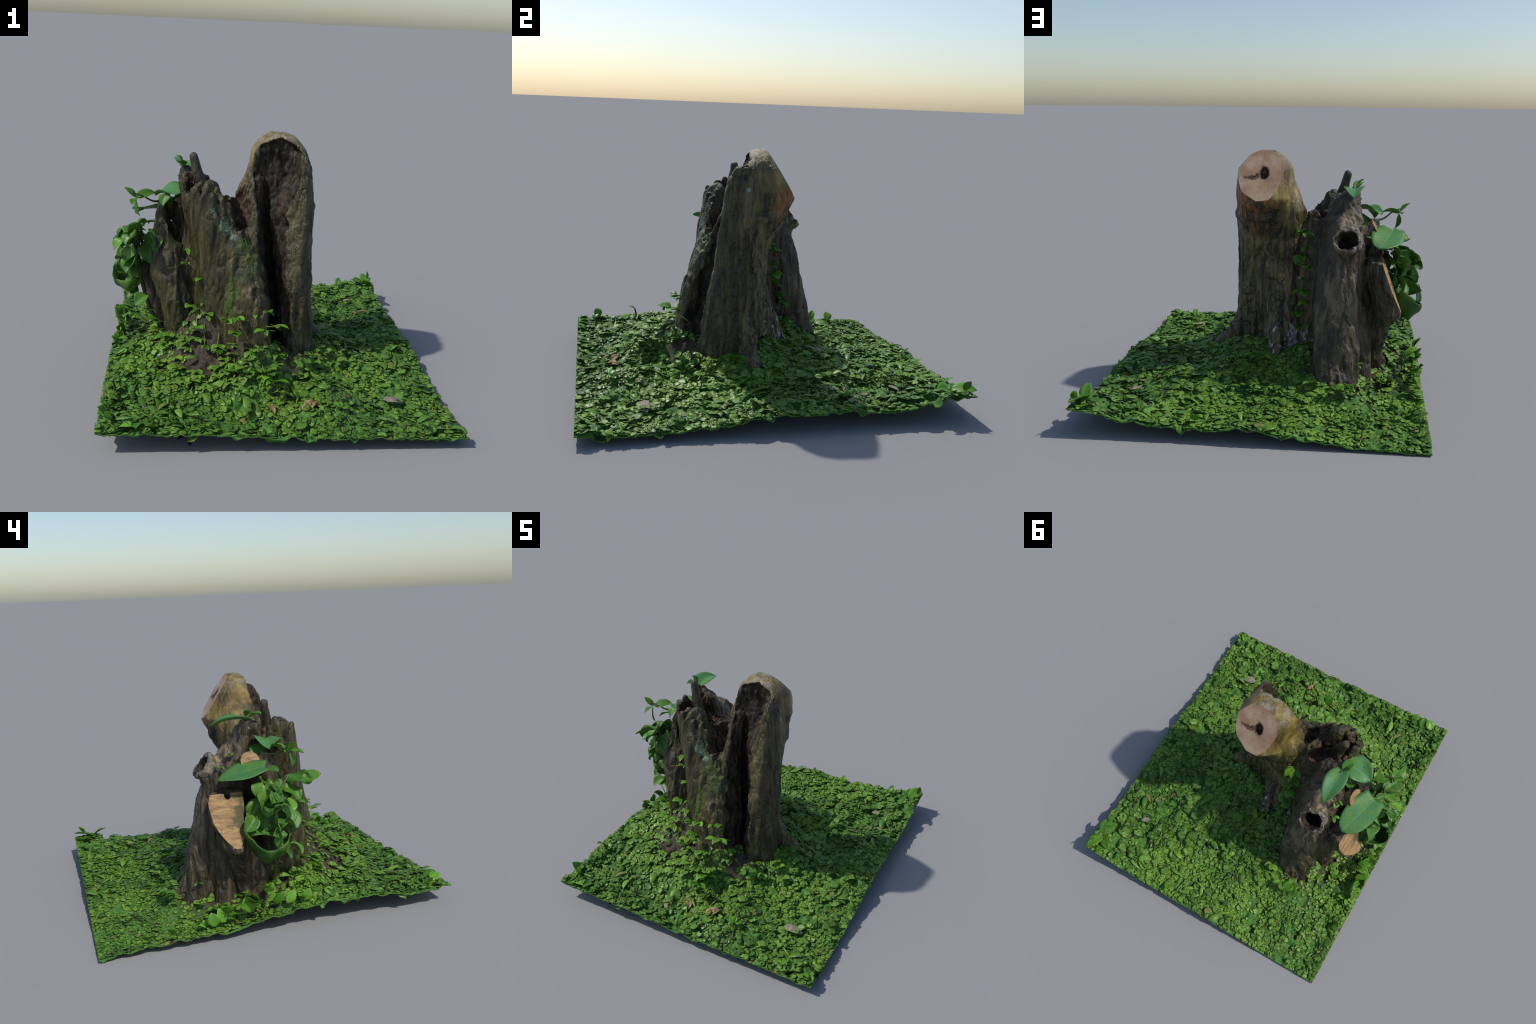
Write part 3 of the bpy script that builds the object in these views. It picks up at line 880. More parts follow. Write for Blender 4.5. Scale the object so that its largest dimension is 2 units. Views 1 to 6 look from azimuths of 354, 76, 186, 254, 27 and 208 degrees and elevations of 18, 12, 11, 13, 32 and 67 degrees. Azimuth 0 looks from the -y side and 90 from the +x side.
def ground_sheet(x, y):
    x, y = np.asarray(x, float), np.asarray(y, float)
    u, v = np.clip((x + HALF_X) / (2 * HALF_X), 0, 1), np.clip((y + HALF_Y) / (2 * HALF_Y), 0, 1)
    front = profile(x, [(-.86, .110), (-.5, .094), (-.2, .080), (0, .072), (.5, .064), (.86, .055)])
    back = profile(x, [(-.86, .016), (-.6, .016), (-.35, .036), (0, .075), (.3, .074), (.6, .092), (.72, .130), (.86, .150)])
    left = profile(y, [(-1, .110), (-.75, .104), (-.5, .132), (-.3, .138), (0, .108), (.2, .078), (.35, .055), (.6, .052), (.8, .035), (1, .016)])
    right = profile(y, [(-1, .055), (-.7, .040), (-.45, .052), (-.25, .068), (-.08, .098), (.1, .090), (.3, .104), (.55, .085), (.75, .112), (.88, .128), (1, .150)])
    c = lambda a, b: {(0, 0): .110, (1, 0): .055, (0, 1): .016, (1, 1): .150}[(a, b)]
    h = -.004 + (1 - v) * front + v * back + (1 - u) * left + u * right
    h -= (1 - u) * (1 - v) * c(0, 0) + u * (1 - v) * c(1, 0) + (1 - u) * v * c(0, 1) + u * v * c(1, 1)
    return h


def ground_height(x, y):
    x, y = np.asarray(x, float), np.asarray(y, float)
    return ground_sheet(x, y) + swell(x, y)


# heights taken at single plants and stones on the lawn: (x, y, z of the leaf tops)
LEVELS = [(.514, -.211, .122), (.297, -.262, .174), (.231, -.350, .152), (.578, -.662, .058), (.365, -.580, .106), (.381, -.142, .163), (.501, -.448, .090), (.562, -.436, .089), (.281, -.179, .206),
          (-.139, -.640, .185), (-.237, -.537, .210), (-.334, -.542, .184), (-.286, -.766, .105), (.052, -.587, .109), (.156, -.577, .133), (-.02, -.560, .200), (-.035, -.718, .140), (.37, .605, .117),
          (.262, .663, .100), (.212, .621, .099), (.53, .446, .104), (.398, .289, .125), (.654, .078, .125), (.057, .110, .225), (-.238, .247, .268), (.266, .000, .200), (-.022, .218, .188), (-.128, .182, .223),
          (.095, .325, .170), (.305, -.050, .177), (.084, -.859, .110), (-.04, -.802, .095), (.139, -.783, .130), (-.30, -.470, .200), (-.388, .535, .120), (-.457, .536, .112), (-.368, -.744, .112),
          (-.717, -.701, .104), (-.648, -.516, .150), (-.456, -.824, .105), (-.409, -.901, .090), (-.374, -.646, .152), (-.48, -.584, .158), (-.54, -.681, .131), (-.719, -.843, .108), (-.824, -.624, .113),
          (-.512, -.466, .177), (-.636, -.334, .164), (-.584, -.280, .220), (-.508, -.316, .235), (-.696, -.601, .134), (-.287, .614, .078), (-.377, .820, .046), (-.517, .562, .073), (-.411, .744, .030),
          (-.481, .669, .064), (-.706, .357, .074), (-.589, .717, .056), (-.726, .688, .032), (-.785, .888, .024), (-.713, .227, .078), (.2, -.5, .135), (.055, -.48, .19), (-.60, .12, .135), (-.30, -.35, .37),
          (-.18, -.44, .285), (-.42, -.29, .38), (.16, .12, .205), (-.32, .50, .120), (.06, -.35, .25), (.06, -.41, .215), (-.20, .45, .13), (0, -.2, .2), (-.3, 0, .25)]


def fit_swell(width=.15, soft=.02):
    """smooth bulge over the flat edge-to-edge sheet that passes the measured heights"""
    P = np.array(LEVELS)
    base = ground_sheet(P[:, 0], P[:, 1])
    D = ((P[:, None, :2] - P[None, :, :2]) ** 2).sum(-1)
    wgt = np.linalg.solve(np.exp(-D / (2 * width ** 2)) + soft * np.eye(len(P)), P[:, 2] - .017 - base)
    return P, wgt, width


def swell(x, y):
    P, wgt, width = SWELL
    out = 0.0
    for (px, py, _), w in zip(P, wgt):
        out = out + w * np.exp(-((x - px) ** 2 + (y - py) ** 2) / (2 * width ** 2))
    fade = np.clip(np.minimum(HALF_X - np.abs(x), HALF_Y - np.abs(y)) / .10, 0, 1)
    return out * fade * fade * (3 - 2 * fade)


SWELL = fit_swell()


def soil_bumps(x, y):
    p = np.stack([x, y, 0 * x], -1).reshape(-1, 3)
    return (.007 * fbm(p, 9, 2, 3) + .011 * fbm(p, 20, 3, 9) + .014 * np.clip(fbm(p, 13, 2, 19) - .35, 0, 1) - .020 * smoothstep(.45, .75, fbm(p, 15, 2, 131))).reshape(np.shape(x))


GX, GY = 260, 300
gx, gy = np.meshgrid(np.linspace(-HALF_X, HALF_X, GX), np.linspace(-HALF_Y, HALF_Y, GY), indexing="ij")
gz = ground_height(gx, gy) + soil_bumps(gx, gy)
gz = np.maximum(gz, .006)
top = np.stack([gx, gy, gz], -1).reshape(-1, 3)
low = top - [0, 0, .006]
low[:, 2] = np.maximum(low[:, 2], 0)
idx = np.arange(GX * GY).reshape(GX, GY)
up = np.stack([idx[:-1, :-1], idx[1:, :-1], idx[1:, 1:], idx[:-1, 1:]], -1).reshape(-1, 4)
n0 = GX * GY
rimi = np.concatenate([idx[:, 0], idx[-1, 1:], idx[-2::-1, -1], idx[0, -2:0:-1]])
nxt = np.roll(rimi, -1)
side = np.stack([rimi, rimi + n0, nxt + n0, nxt], -1)
soil = add("soil", mesh_from("soil", np.concatenate([top, low]), [up, up[:, ::-1] + n0, side]), stump, MAT["soil"])


# ----------------------------------------------------------------------------------------------
# leaves
# ----------------------------------------------------------------------------------------------
def round_leaf(n=11, cup=.25, notch=True, wavy=0.0, seed=0):
    """pennywort leaf of radius 1: shallow cup, notched where the stalk joins; closed thin body"""
    r = np.random.default_rng(seed)
    a = np.arange(n) / n * 2 * np.pi
    rad = 1 + wavy * r.normal(size=n)
    if notch:
        rad[0] *= .35
    V = [(0, 0, -.02)]
    V += [(.55 * q * math.cos(t), .55 * q * math.sin(t), .12 * cup) for q, t in zip(rad, a)]
    V += [(q * math.cos(t), q * math.sin(t), cup * (.55 + .6 * r.random()) - .10) for q, t in zip(rad, a)]
    V += [(0, 0, -.14)]
    F = []
    for i in range(n):
        j = (i + 1) % n
        F += [(0, 1 + i, 1 + j), (1 + i, 1 + n + i, 1 + n + j), (1 + i, 1 + n + j, 1 + j), (2 * n + 1, 1 + n + j, 1 + n + i)]
    return np.array(V), np.array(F)


def blade_leaf(length=1.0, width=.3, shape=1.0, fold=.25, curl=.3, side_wave=0.0, nu=9, nv=5, thick=.012, twist=0.0, heart=0.0, tooth=0.0):
    """leaf lying along +x, its base at the origin: outline, fold on the midrib, curl down its length, solid"""
    us, vs = np.linspace(0, 1, nu), np.linspace(-1, 1, nv)
    P = []
    for u in us:
        w = width * .5 * (max(math.sin(math.pi * u ** shape), 0.0) ** .8 if heart == 0 else max(0, (1 - u) * (u + heart)) ** .55 * 1.5)
        w = max(w, .012 * width)
        w *= 1 + tooth * math.sin(u * 40)
        ang = curl * u
        cx = length * (math.sin(ang) / curl if abs(curl) > 1e-4 else u)
        cz = -length * ((1 - math.cos(ang)) / curl if abs(curl) > 1e-4 else 0)
        for v in vs:
            yy = v * w
            zz = abs(v) * w * fold + side_wave * width * math.sin(u * 7 + v * 2.2) * abs(v)
            back = heart * .35 * abs(v) * (1 - u) ** 3 * length
            c, s = math.cos(twist * u), math.sin(twist * u)
            yy, zz = c * yy - s * zz, s * yy + c * zz
            P.append((cx + math.sin(ang) * zz - back, yy, cz + math.cos(ang) * zz))
    P = np.array(P)
    id_ = np.arange(nu * nv).reshape(nu, nv)
    up = np.stack([id_[:-1, :-1], id_[1:, :-1], id_[1:, 1:], id_[:-1, 1:]], -1).reshape(-1, 4)
    nn = vertex_normals(P, up)
    taper = np.ones((nu, nv))
    taper[:, 0] = taper[:, -1] = taper[0] = taper[-1] = .15
    B = P - nn * (thick * taper.ravel())[:, None]
    m = nu * nv
    rim = np.concatenate([id_[:, 0], id_[-1, 1:], id_[-2::-1, -1], id_[0, -2:0:-1]])
    nx = np.roll(rim, -1)
    return np.concatenate([P, B]), [up, up[:, ::-1] + m, np.stack([rim, rim + m, nx + m, nx], -1)]


def frame(direction, normal, scale=1.0):
    x = Vector(direction).normalized()
    z = Vector(normal)
    z = (z - x * z.dot(x)).normalized()
    y = z.cross(x)
    return Matrix((x, y, z)).transposed().to_4x4() @ Matrix.Diagonal((scale, scale, scale, 1))


def fitted(mesh, at, direction, normal, scale):
    """placing matrix, nudged so that the piece stays inside the cut-out square"""
    M = Matrix.Translation(at) @ frame(direction, normal, scale)
    co = np.empty(len(mesh.vertices) * 3, np.float32)
    mesh.vertices.foreach_get("co", co)
    P = co.reshape(-1, 3) @ np.array(M.to_3x3()).T + np.array(M.translation)
    for k, lim in ((0, HALF_X + .002), (1, HALF_Y)):
        M.translation[k] -= max(0.0, float(P[:, k].max()) - lim) + min(0.0, float(P[:, k].min()) + lim)
    M.translation[2] += max(0.0, .002 - float(P[:, 2].min()))
    return M


def place(name, mesh, at, direction, normal, scale, parent, mat=None):
    ob = add(name, mesh, parent, mat)
    ob.matrix_world = fitted(mesh, at, direction, normal, scale)
    return ob


STALKS = []         # (tip, root) of the thin stalks that carry the single sprouts
LOOSE = []          # (mesh, matrix) of the many small climbers that are joined in the end


def stump_at(x, y, z):
    return field(np.asarray(x, float), np.asarray(y, float), np.asarray(z, float))


def clip_to_patch(P, slack=.003):
    P[:, 0] = np.clip(P[:, 0], -HALF_X - slack * rng.random(len(P)), HALF_X + slack * rng.random(len(P)))
    P[:, 1] = np.clip(P[:, 1], -HALF_Y - 0 * P[:, 1], HALF_Y)
    P[:, 2] = np.maximum(P[:, 2], .001)
    return P


def ground_normal(x, y, e=.02):
    dx = (ground_height(x + e, y) - ground_height(x - e, y)) / (2 * e)
    dy = (ground_height(x, y + e) - ground_height(x, y - e)) / (2 * e)
    return np.stack([-dx, -dy, np.ones_like(dx)], -1)


# scatter points: jittered lattice, thinned on the bare earth at the foot
PITCH = .0180
cx, cy = np.meshgrid(np.arange(-HALF_X + .004, HALF_X, PITCH), np.arange(-HALF_Y + .004, HALF_Y, PITCH), indexing="ij")
cx = cx.ravel() + rng.uniform(-.6, .6, cx.size) * PITCH
cy = cy.ravel() + rng.uniform(-.6, .6, cy.size) * PITCH
ok = (np.abs(cx) < HALF_X) & (np.abs(cy) < HALF_Y)
cx, cy = cx[ok], cy[ok]
ch = ground_height(cx, cy) + soil_bumps(cx, cy)
inside = stump_at(cx, cy, ch + .03)
bare = 1.6 * np.exp(-((cx + .31) / .25) ** 2 - ((cy + .40) / .13) ** 2) + np.exp(-((cx - .06) / .09) ** 2 - ((cy + .50) / .10) ** 2) * .85
bare += np.exp(-((cx + .60) / .10) ** 2 - ((cy - .10) / .22) ** 2) * .6
pts3 = np.stack([cx, cy, 0 * cx], -1)
bare += smoothstep(.30, .55, fbm(pts3, 7, 3, 77)) * .55
bare += smoothstep(.42, .62, fbm(pts3, 15, 2, 131)) * .9
keep = (inside > .012) & (rng.random(len(cx)) > bare)
cx, cy, ch = cx[keep], cy[keep], ch[keep]
nleaf = len(cx)
size = (.0120 + .0125 * rng.random(nleaf) ** 1.3) * (1 + .25 * fbm(np.stack([cx, cy, 0 * cx], -1), 5, 2, 15))
lift = rng.uniform(.000, .008, nleaf) + .004 * np.clip(fbm(np.stack([cx, cy, 0 * cx], -1), 16, 2, 25), -1, 1)
nor = ground_normal(cx, cy) + rng.normal(0, .16, (nleaf, 3)) * [1, 1, 0]
nor /= np.linalg.norm(nor, axis=1, keepdims=True)
spin = rng.uniform(0, 2 * np.pi, nleaf)
forms = [round_leaf(11, c, True, w, s) for s, (c, w) in enumerate([(.22, .04), (.10, .06), (.32, .05), (-.12, .05), (.18, .10)])]
pick = rng.integers(0, len(forms), nleaf)
tx = np.stack([np.cos(spin), np.sin(spin), 0 * spin], -1)
tx -= nor * (tx * nor).sum(1, keepdims=True)
tx /= np.linalg.norm(tx, axis=1, keepdims=True)
ty = np.cross(nor, tx)
center = np.stack([cx, cy, ch + lift], -1)

order = np.argsort(-(size * (.6 + .8 * rng.random(nleaf))))
singles = order[:170]
is_single = np.zeros(nleaf, bool)
is_single[singles] = True
VV, FF, base = [], [], 0
for f, (fv, ff) in enumerate(forms):
    sel = np.where((pick == f) & ~is_single)[0]
    P = center[sel][:, None, :] + size[sel][:, None, None] * (tx[sel][:, None, :] * fv[None, :, 0:1] + ty[sel][:, None, :] * fv[None, :, 1:2] + nor[sel][:, None, :] * fv[None, :, 2:3])
    VV.append(P.reshape(-1, 3))
    FF.append((ff[None] + (base + np.arange(len(sel)) * len(fv))[:, None, None]).reshape(-1, 3))
    base += len(sel) * len(fv)
carpet = add("clover_carpet", mesh_from("clover_carpet", clip_to_patch(np.concatenate(VV)), [np.concatenate(FF)]), soil, MAT["clover"], "stuff")

leaf_meshes = [mesh_from("clover_leaf", fv, [ff]) for fv, ff in forms]
for me in leaf_meshes:
    me.materials.append(MAT["leaf"])
n_single = 0
for i in singles:
    if abs(cx[i]) > HALF_X - .03 or abs(cy[i]) > HALF_Y - .03:
        continue
    place("clover_leaf", leaf_meshes[pick[i]], center[i] + [0, 0, .006], tx[i], nor[i], float(size[i] * 1.25), soil)
    n_single += 1

# narrow grass-like leaves lying among the clover
VV, FF3, FF4, base = [], [], [], 0
forms_b = [blade_leaf(1, w, 1.0, .3, c, 0, 6, 3, .012, tw) for w, c, tw in ((.16, .6, .2), (.26, .9, -.3), (.14, .4, .5), (.34, .7, .0), (.42, 1.1, .2))]
nb = 1500
bx, by = rng.uniform(-.84, .84, nb), rng.uniform(-.97, .97, nb)
fav = fbm(np.stack([bx, by, 0 * bx], -1), 4, 2, 55) + .35 * ((bx < -.35) & (by < -.55)) + .3 * ((bx > .4) & (by > .5)) > .08
bx, by = bx[fav], by[fav]
bh = ground_height(bx, by)
okb = stump_at(bx, by, bh + .03) > .03
for x, y, h in zip(bx[okb], by[okb], bh[okb]):
    fv, ff = forms_b[rng.integers(0, len(forms_b))]
    a = rng.uniform(0, 2 * math.pi)
    M = np.array(frame((math.cos(a), math.sin(a), rng.uniform(.10, .75)), (rng.normal(0, .3), rng.normal(0, .3), 1), float(.032 + .080 * rng.random() ** 1.5)).to_3x3())
    P = fv @ M.T + [x, y, h + .004]
    VV.append(P)
    for f in ff:
        FF4.append(f + base)
    base += len(P)
add("grass_blades", mesh_from("grass_blades", clip_to_patch(np.concatenate(VV)), [np.concatenate(FF4)]), soil, MAT["clover"], "stuff")

# ----------------------------------------------------------------------------------------------
# seedlings and single plants on the soil and on the stump's foot
# ----------------------------------------------------------------------------------------------
sprout_meshes = []
for s in range(5):
    fv, ff = blade_leaf(1, (.62, .5, .75, .45, .85)[s], .85, .25, (.5, .8, .4, 1.0, .6)[s], .04, 8, 5, .02)
    me = mesh_from("sprout_leaf", fv, ff)
    me.materials.append(MAT["bright"] if s != 2 else MAT["leaf"])
    sprout_meshes.append(me)


def sprout(at, out=(0, -1, .3), n=3, size=.035, spread=.9, mesh=None, loose=False):
    """a tuft of small oval leaves leaning `out`"""
    o = Vector(out).normalized()
    if not loose:
        root = Vector(at) - o * (.05 + size) + Vector((0, 0, -.025))
        root.z = max(root.z, float(ground_height(root.x, root.y)), .020)
        STALKS.append((Vector(at), root))
    side = o.cross(Vector((0, 0, 1)))
    if side.length < .1:
        side = Vector((1, 0, 0))
    side.normalize()
    for k in range(n):
        a = (k - (n - 1) / 2) * spread * (2.0 / max(n, 2)) + rng.normal(0, .25)
        d = o * math.cos(a) + side * math.sin(a) + Vector((0, 0, float(rng.uniform(-.05, .35))))
        me = mesh or sprout_meshes[rng.integers(0, 5)]
        where = (me, Vector(at) + d * .004 + Vector((0, 0, float(rng.uniform(0, .01)))), d, (rng.normal(0, .2), rng.normal(0, .2), 1), float(size * rng.uniform(.9, 1.55)))
        if loose:
            LOOSE.append((me, fitted(*where)))
        else:
            place("sprout_leaf", *where, soil)


# read off one by one: leaves climbing the front of the stump
for at, out, n, sz in [((-.455, -.165, .700), (.2, -1, .1), 1, .045), ((-.453, -.160, .627), (0, -1, .1), 2, .038), ((-.374, -.247, .565), (0, -1, .1), 2, .036),
                       ((-.427, -.258, .419), (-.1, -1, .2), 2, .042), ((-.36, -.265, .43), (.3, -1, .3), 2, .036), ((-.038, -.412, .447), (.4, -1, .2), 3, .045), ((-.10, -.40, .42), (-.4, -1, .2), 1, .04),
                       ((-.015, -.475, .392), (.8, -1, .2), 3, .060), ((-.05, -.455, .36), (-.8, -1, .1), 2, .045), ((-.203, -.45, .345), (0, -1, .2), 4, .050), ((-.25, -.41, .40), (-.3, -1, .4), 3, .045),
                       ((-.20, -.41, .41), (.3, -1, .3), 3, .04), ((-.30, -.46, .255), (-.2, -1, .3), 4, .038), ((-.36, -.42, .26), (0, -1, .2), 3, .034), ((-.40, -.36, .34), (0, -1, .3), 3, .035),
                       ((-.21, -.56, .205), (0, -1, .3), 4, .050), ((-.13, -.58, .20), (.2, -1, .3), 4, .050), ((-.30, -.52, .19), (-.2, -1, .3), 4, .042), ((-.03, -.70, .19), (0, -1, .7), 3, .055),
                       ((-.05, -.60, .18), (.5, -1, .3), 4, .050), ((-.12, -.52, .28), (.2, -1, .2), 4, .045), ((-.52, -.28, .26), (-.6, -1, .3), 4, .050), ((-.56, -.24, .24), (-1, -.8, .3), 3, .045),
                       ((-.192, .086, .856), (.1, 1, .2), 4, 0.060), ((-.21, .10, .78), (0, 1, .1), 2, 0.050), ((-.22, .14, .68), (.1, 1, .1), 3, 0.053), ((-.21, .14, .60), (.4, 1, .2), 3, 0.050), ((-.22, .16, .48), (.3, 1, .1), 3, 0.056), ((-.19, .10, .73), (.5, 1, -.2), 3, 0.056), ((-.20, .15, .54), (.5, 1, -.2), 4, 0.056), ((-.18, .17, .42), (.6, 1, -.2), 4, 0.056), ((-.19, .20, .35), (.4, 1, .1), 4, 0.056),
                       ((-.455, .523, .125), (0, 1, .4), 5, .060), ((-.38, .55, .12), (.4, 1, .4), 4, .050), ((-.513, .165, .917), (-.8, .6, .2), 3, .034), ((-.53, .24, .86), (-1, .4, .1), 2, .036),
                       ((-.50, .40, .20), (-1, .5, .2), 2, .035), ((-.62, -.02, .30), (-1, -.3, .2), 3, .040), ((-.70, .05, .22), (-1, 0, .4), 4, .050), ((-.60, -.18, .30), (-1, -.5, .3), 3, .042),
                       ((-.757, .223, .200), (-1, .3, .5), 4, .065), ((-.835, .15, .165), (-.3, .6, .9), 4, .065), ((-.84, .09, .21), (-.2, -.3, 1), 3, .065), ((-.835, .30, .13), (-.1, .5, 1), 3, .06),
                       ((-.84, -.10, .14), (0, -.3, 1), 3, .05), ((.20, .16, .20), (.5, 1, .4), 4, .05), ((.10, .28, .18), (.2, 1, .5), 4, .05), ((.30, -.16, .19), (1, -.3, .4), 4, .05),
                       ((.22, -.40, .15), (.5, -1, .4), 4, .045), ((.05, .30, .20), (0, 1, .5), 4, .05), ((-.20, .34, .16), (0, 1, .6), 4, .045)]:
    sprout(at, out, n, sz)
for _ in range(95):
    x, y = rng.uniform(-.58, .04), rng.uniform(-.66, -.26)
    h = float(ground_height(x, y) + soil_bumps(np.array([x]), np.array([y]))[0])
    if float(stump_at(x, y, h + .03)) > .012:
        sprout((x, y, h + .004), (rng.normal(0, .5), -1, .10), int(rng.integers(2, 5)), float(rng.uniform(.028, .046)), 1.1, None, True)
for _ in range(60):     # taller tufts about the foot and over the lawn
    a, r = rng.uniform(0, 6.28), rng.uniform(.35, .62)
    x, y = -.15 + r * 1.15 * math.cos(a), r * math.sin(a)
    h = float(ground_height(x, y))
    if abs(x) < .83 and float(stump_at(x, y, h + .04)) > .02:
        sprout((x, y, h + .012), (math.cos(a), math.sin(a), .5), 3, float(rng.uniform(.026, .040)), 1.2, sprout_meshes[2], True)
for _ in range(14):
    x, y = rng.uniform(-.8, .8), rng.uniform(-.95, .95)
    h = float(ground_height(x, y))
    if float(stump_at(x, y, h + .04)) > .06:
        a = rng.uniform(0, 6.28)
        sprout((x, y, h + .01), (math.cos(a), math.sin(a), .6), 3, .042)

VV, FF, base = [], [], 0
for me, M in LOOSE:
    co = np.empty(len(me.vertices) * 3, np.float32)
    me.vertices.foreach_get("co", co)
    VV.append(co.reshape(-1, 3) @ np.array(M.to_3x3()).T + np.array(M.translation))
    lo = np.empty(len(me.loops), np.int32)
    me.loops.foreach_get("vertex_index", lo)
    FF.append(lo.reshape(-1, 4) + base)
    base += len(me.vertices)
def stalk_mesh(ends, r=.0028, n=5, steps=4):
    V, F = [], []
    for tip, root in ends:
        ax = (tip - root).normalized()
        u = ax.orthogonal().normalized()
        w = ax.cross(u)
        b = len(V)
        for k in range(steps + 1):
            t = k / steps
            c = root.lerp(tip, t) + Vector((0, 0, .004 * math.sin(math.pi * t)))
            for q in range(n):
                a = 2 * math.pi * q / n
                V.append(c + (u * math.cos(a) + w * math.sin(a)) * (r * (1.3 - .5 * t)))
        for k in range(steps):
            for q in range(n):
                F.append((b + k * n + q, b + k * n + (q + 1) % n, b + (k + 1) * n + (q + 1) % n, b + (k + 1) * n + q))
    P = np.array([tuple(v) for v in V])
    P[:, 2] = np.maximum(P[:, 2], .004)
    return mesh_from("climber_stalks", P, [np.array(F)])


add("climber_stalks", stalk_mesh(STALKS), soil, MAT["stem"], "stuff")
add("climber_leaves", mesh_from("climber_leaves", np.concatenate(VV), [np.concatenate(FF)]), soil, MAT["clover"], "stuff")

# the plant leaning out over the far corner, and a lone seedling at the left edge
for at, d, n, s in [((.805, .885, .150), (.05, .09, .035), (.3, -.2, 1), .135), ((.83, .93, .165), (.4, .6, .9), (.8, -.6, .2), .06), ((.80, .885, .140), (.35, -.75, .55), (.4, .5, 1), .120),
                    ((.79, .89, .140), (-.7, .5, .35), (0, 0, 1), .09), ((.80, .87, .135), (.8, .2, .35), (-.2, 0, 1), .07), ((.76, .93, .13), (.2, .8, .5), (0, -.5, 1), .07)]:
    place("corner_leaf", sprout_meshes[0], at, d, n, s, soil)
# leaves lifted at the other corners and along the rims
for at, d, n, s in [((-.80, .12, .13), (-.4, .5, .9), (-.6, -.3, .6), .11), ((-.81, .18, .12), (-.2, .3, 1), (-.9, .2, .2), .10), ((-.80, .05, .14), (-.5, -.3, .8), (-.6, .3, .6), .11), ((-.79, .24, .11), (-.6, .6, .6), (0, 0, 1), .10),
                    ((-.82, -.02, .14), (-.1, -.5, .8), (-.9, 0, .3), .09), ((-.78, .15, .14), (-.8, .1, .7), (.3, 0, 1), .11), ((-.81, .32, .09), (-.2, .4, .9), (-.8, 0, .4), .09), ((-.76, .20, .16), (-.9, .5, .5), (0, .3, 1), .10),
                    ((-.83, .38, .08), (0, .3, 1), (-1, .1, .1), .08), ((-.82, -.12, .14), (-.2, -.4, .9), (-.9, 0, .4), .08)]:
    place("foot_leaf", sprout_meshes[(int(s * 1000) + len(str(at))) % 5], at, d, n, s, soil)
for at, d, n, s in [((-.80, -.90, .115), (-.5, .3, .55), (.5, 0, 1), .09), ((-.82, -.86, .120), (-.35, -.3, .8), (.8, 0, .4), .07), ((-.76, -.95, .105), (.5, -.3, .5), (0, 0, 1), .08), ((-.70, -.93, .105), (.2, -.6, .45), (0, .4, 1), .09),
                    ((-.60, -.95, .10), (-.3, -.4, .6), (0, .4, 1), .07), ((.78, -.93, .06), (.4, -.3, .5), (0, 0, 1), .07), ((.66, -.88, .06), (.1, -.5, .7), (0, .5, 1), .09), ((-.80, .60, .06), (-.3, .3, .7), (.4, 0, 1), .08),
                    ((-.81, .74, .05), (-.5, 0, .6), (.5, 0, 1), .08), ((.62, .92, .11), (.2, .4, .6), (0, -.4, 1), .07), ((.25, .93, .08), (0, .3, .7), (0, -.4, 1), .06)]:
    place("rim_leaf", sprout_meshes[(len(str(at)) + int(s * 100)) % 5], at, d, n, s, soil)


def tube(name, pts, r0, r1, parent, mat, n=7):
    cu = bpy.data.curves.new(name, "CURVE")
    cu.dimensions = "3D"
    sp = cu.splines.new("NURBS")
    sp.points.add(len(pts) - 1)
    for k, p in enumerate(pts):
        sp.points[k].co = (*p, 1)
        sp.points[k].radius = r0 + (r1 - r0) * k / (len(pts) - 1)
    sp.use_endpoint_u, sp.order_u, sp.resolution_u = True, 3, 6
    cu.bevel_depth, cu.bevel_resolution, cu.use_fill_caps = 1.0, 2, True
    tmp = bpy.data.objects.new(name, cu)
    bpy.context.scene.collection.objects.link(tmp)
    me = bpy.data.meshes.new_from_object(tmp.evaluated_get(bpy.context.evaluated_depsgraph_get()))
    bpy.data.objects.remove(tmp)
    bpy.data.curves.remove(cu)
    me.materials.clear()
    me.name = name
    for p in me.polygons:
        p.use_smooth = True
    return add(name, me, parent, mat)


tube("seedling", [(-.80, -.62, .12), (-.80, -.62, .15), (-.81, -.63, .175)], .006, .005, soil, MAT["stem"])
place("sprout_leaf", sprout_meshes[4], (-.81, -.63, .172), (-.3, -.6, .5), (0, .3, 1), .045, soil)

# dry things on the lawn: curled dead leaf, petal and a withered grey leaf
fv, ff = blade_leaf(.12, .045, .8, .9, .7, .05, 10, 5, .003)
place("dead_leaf", mesh_from("dead_leaf", fv, ff), (.165, -.775, .135), (-.65, -.70, -.10), (.25, -.2, 1), 1, soil, MAT["dead"])
fv, ff = blade_leaf(.065, .035, .8, .5, 1.0, .08, 8, 5, .003)
place("dead_leaf", mesh_from("dead_leaf", fv, ff), (-.06, -.765, .112), (.5, -.8, -.05), (.1, 0, 1), 1, soil, MAT["dead"])
fv, ff = blade_leaf(.12, .055, .8, .1, .3, .03, 8, 5, .002)
place("withered_leaf", mesh_from("withered_leaf", fv, ff), (.535, -.665, .080), (1, .05, -.02), (0, -.1, 1), 1, soil, MAT["paper"])
place("withered_leaf", mesh_from("withered_leaf", fv * .6, ff), (.60, .62, .115), (.8, .5, 0), (0, 0, 1), 1, soil, MAT["paper"])

# ----------------------------------------------------------------------------------------------
# the vine on the sunny side
# ----------------------------------------------------------------------------------------------
vine = tube("vine", [(-.60, -.02, .18), (-.66, -.02, .32), (-.70, .01, .46), (-.72, -.01, .60), (-.73, -.02, .70), (-.72, -.05, .78), (-.70, -.09, .82)], .012, .006, stump, MAT["stem"])


def shoot(pts, r0=.007, r1=.004):
    return tube("shoot", pts, r0, r1, vine, MAT["stem"])


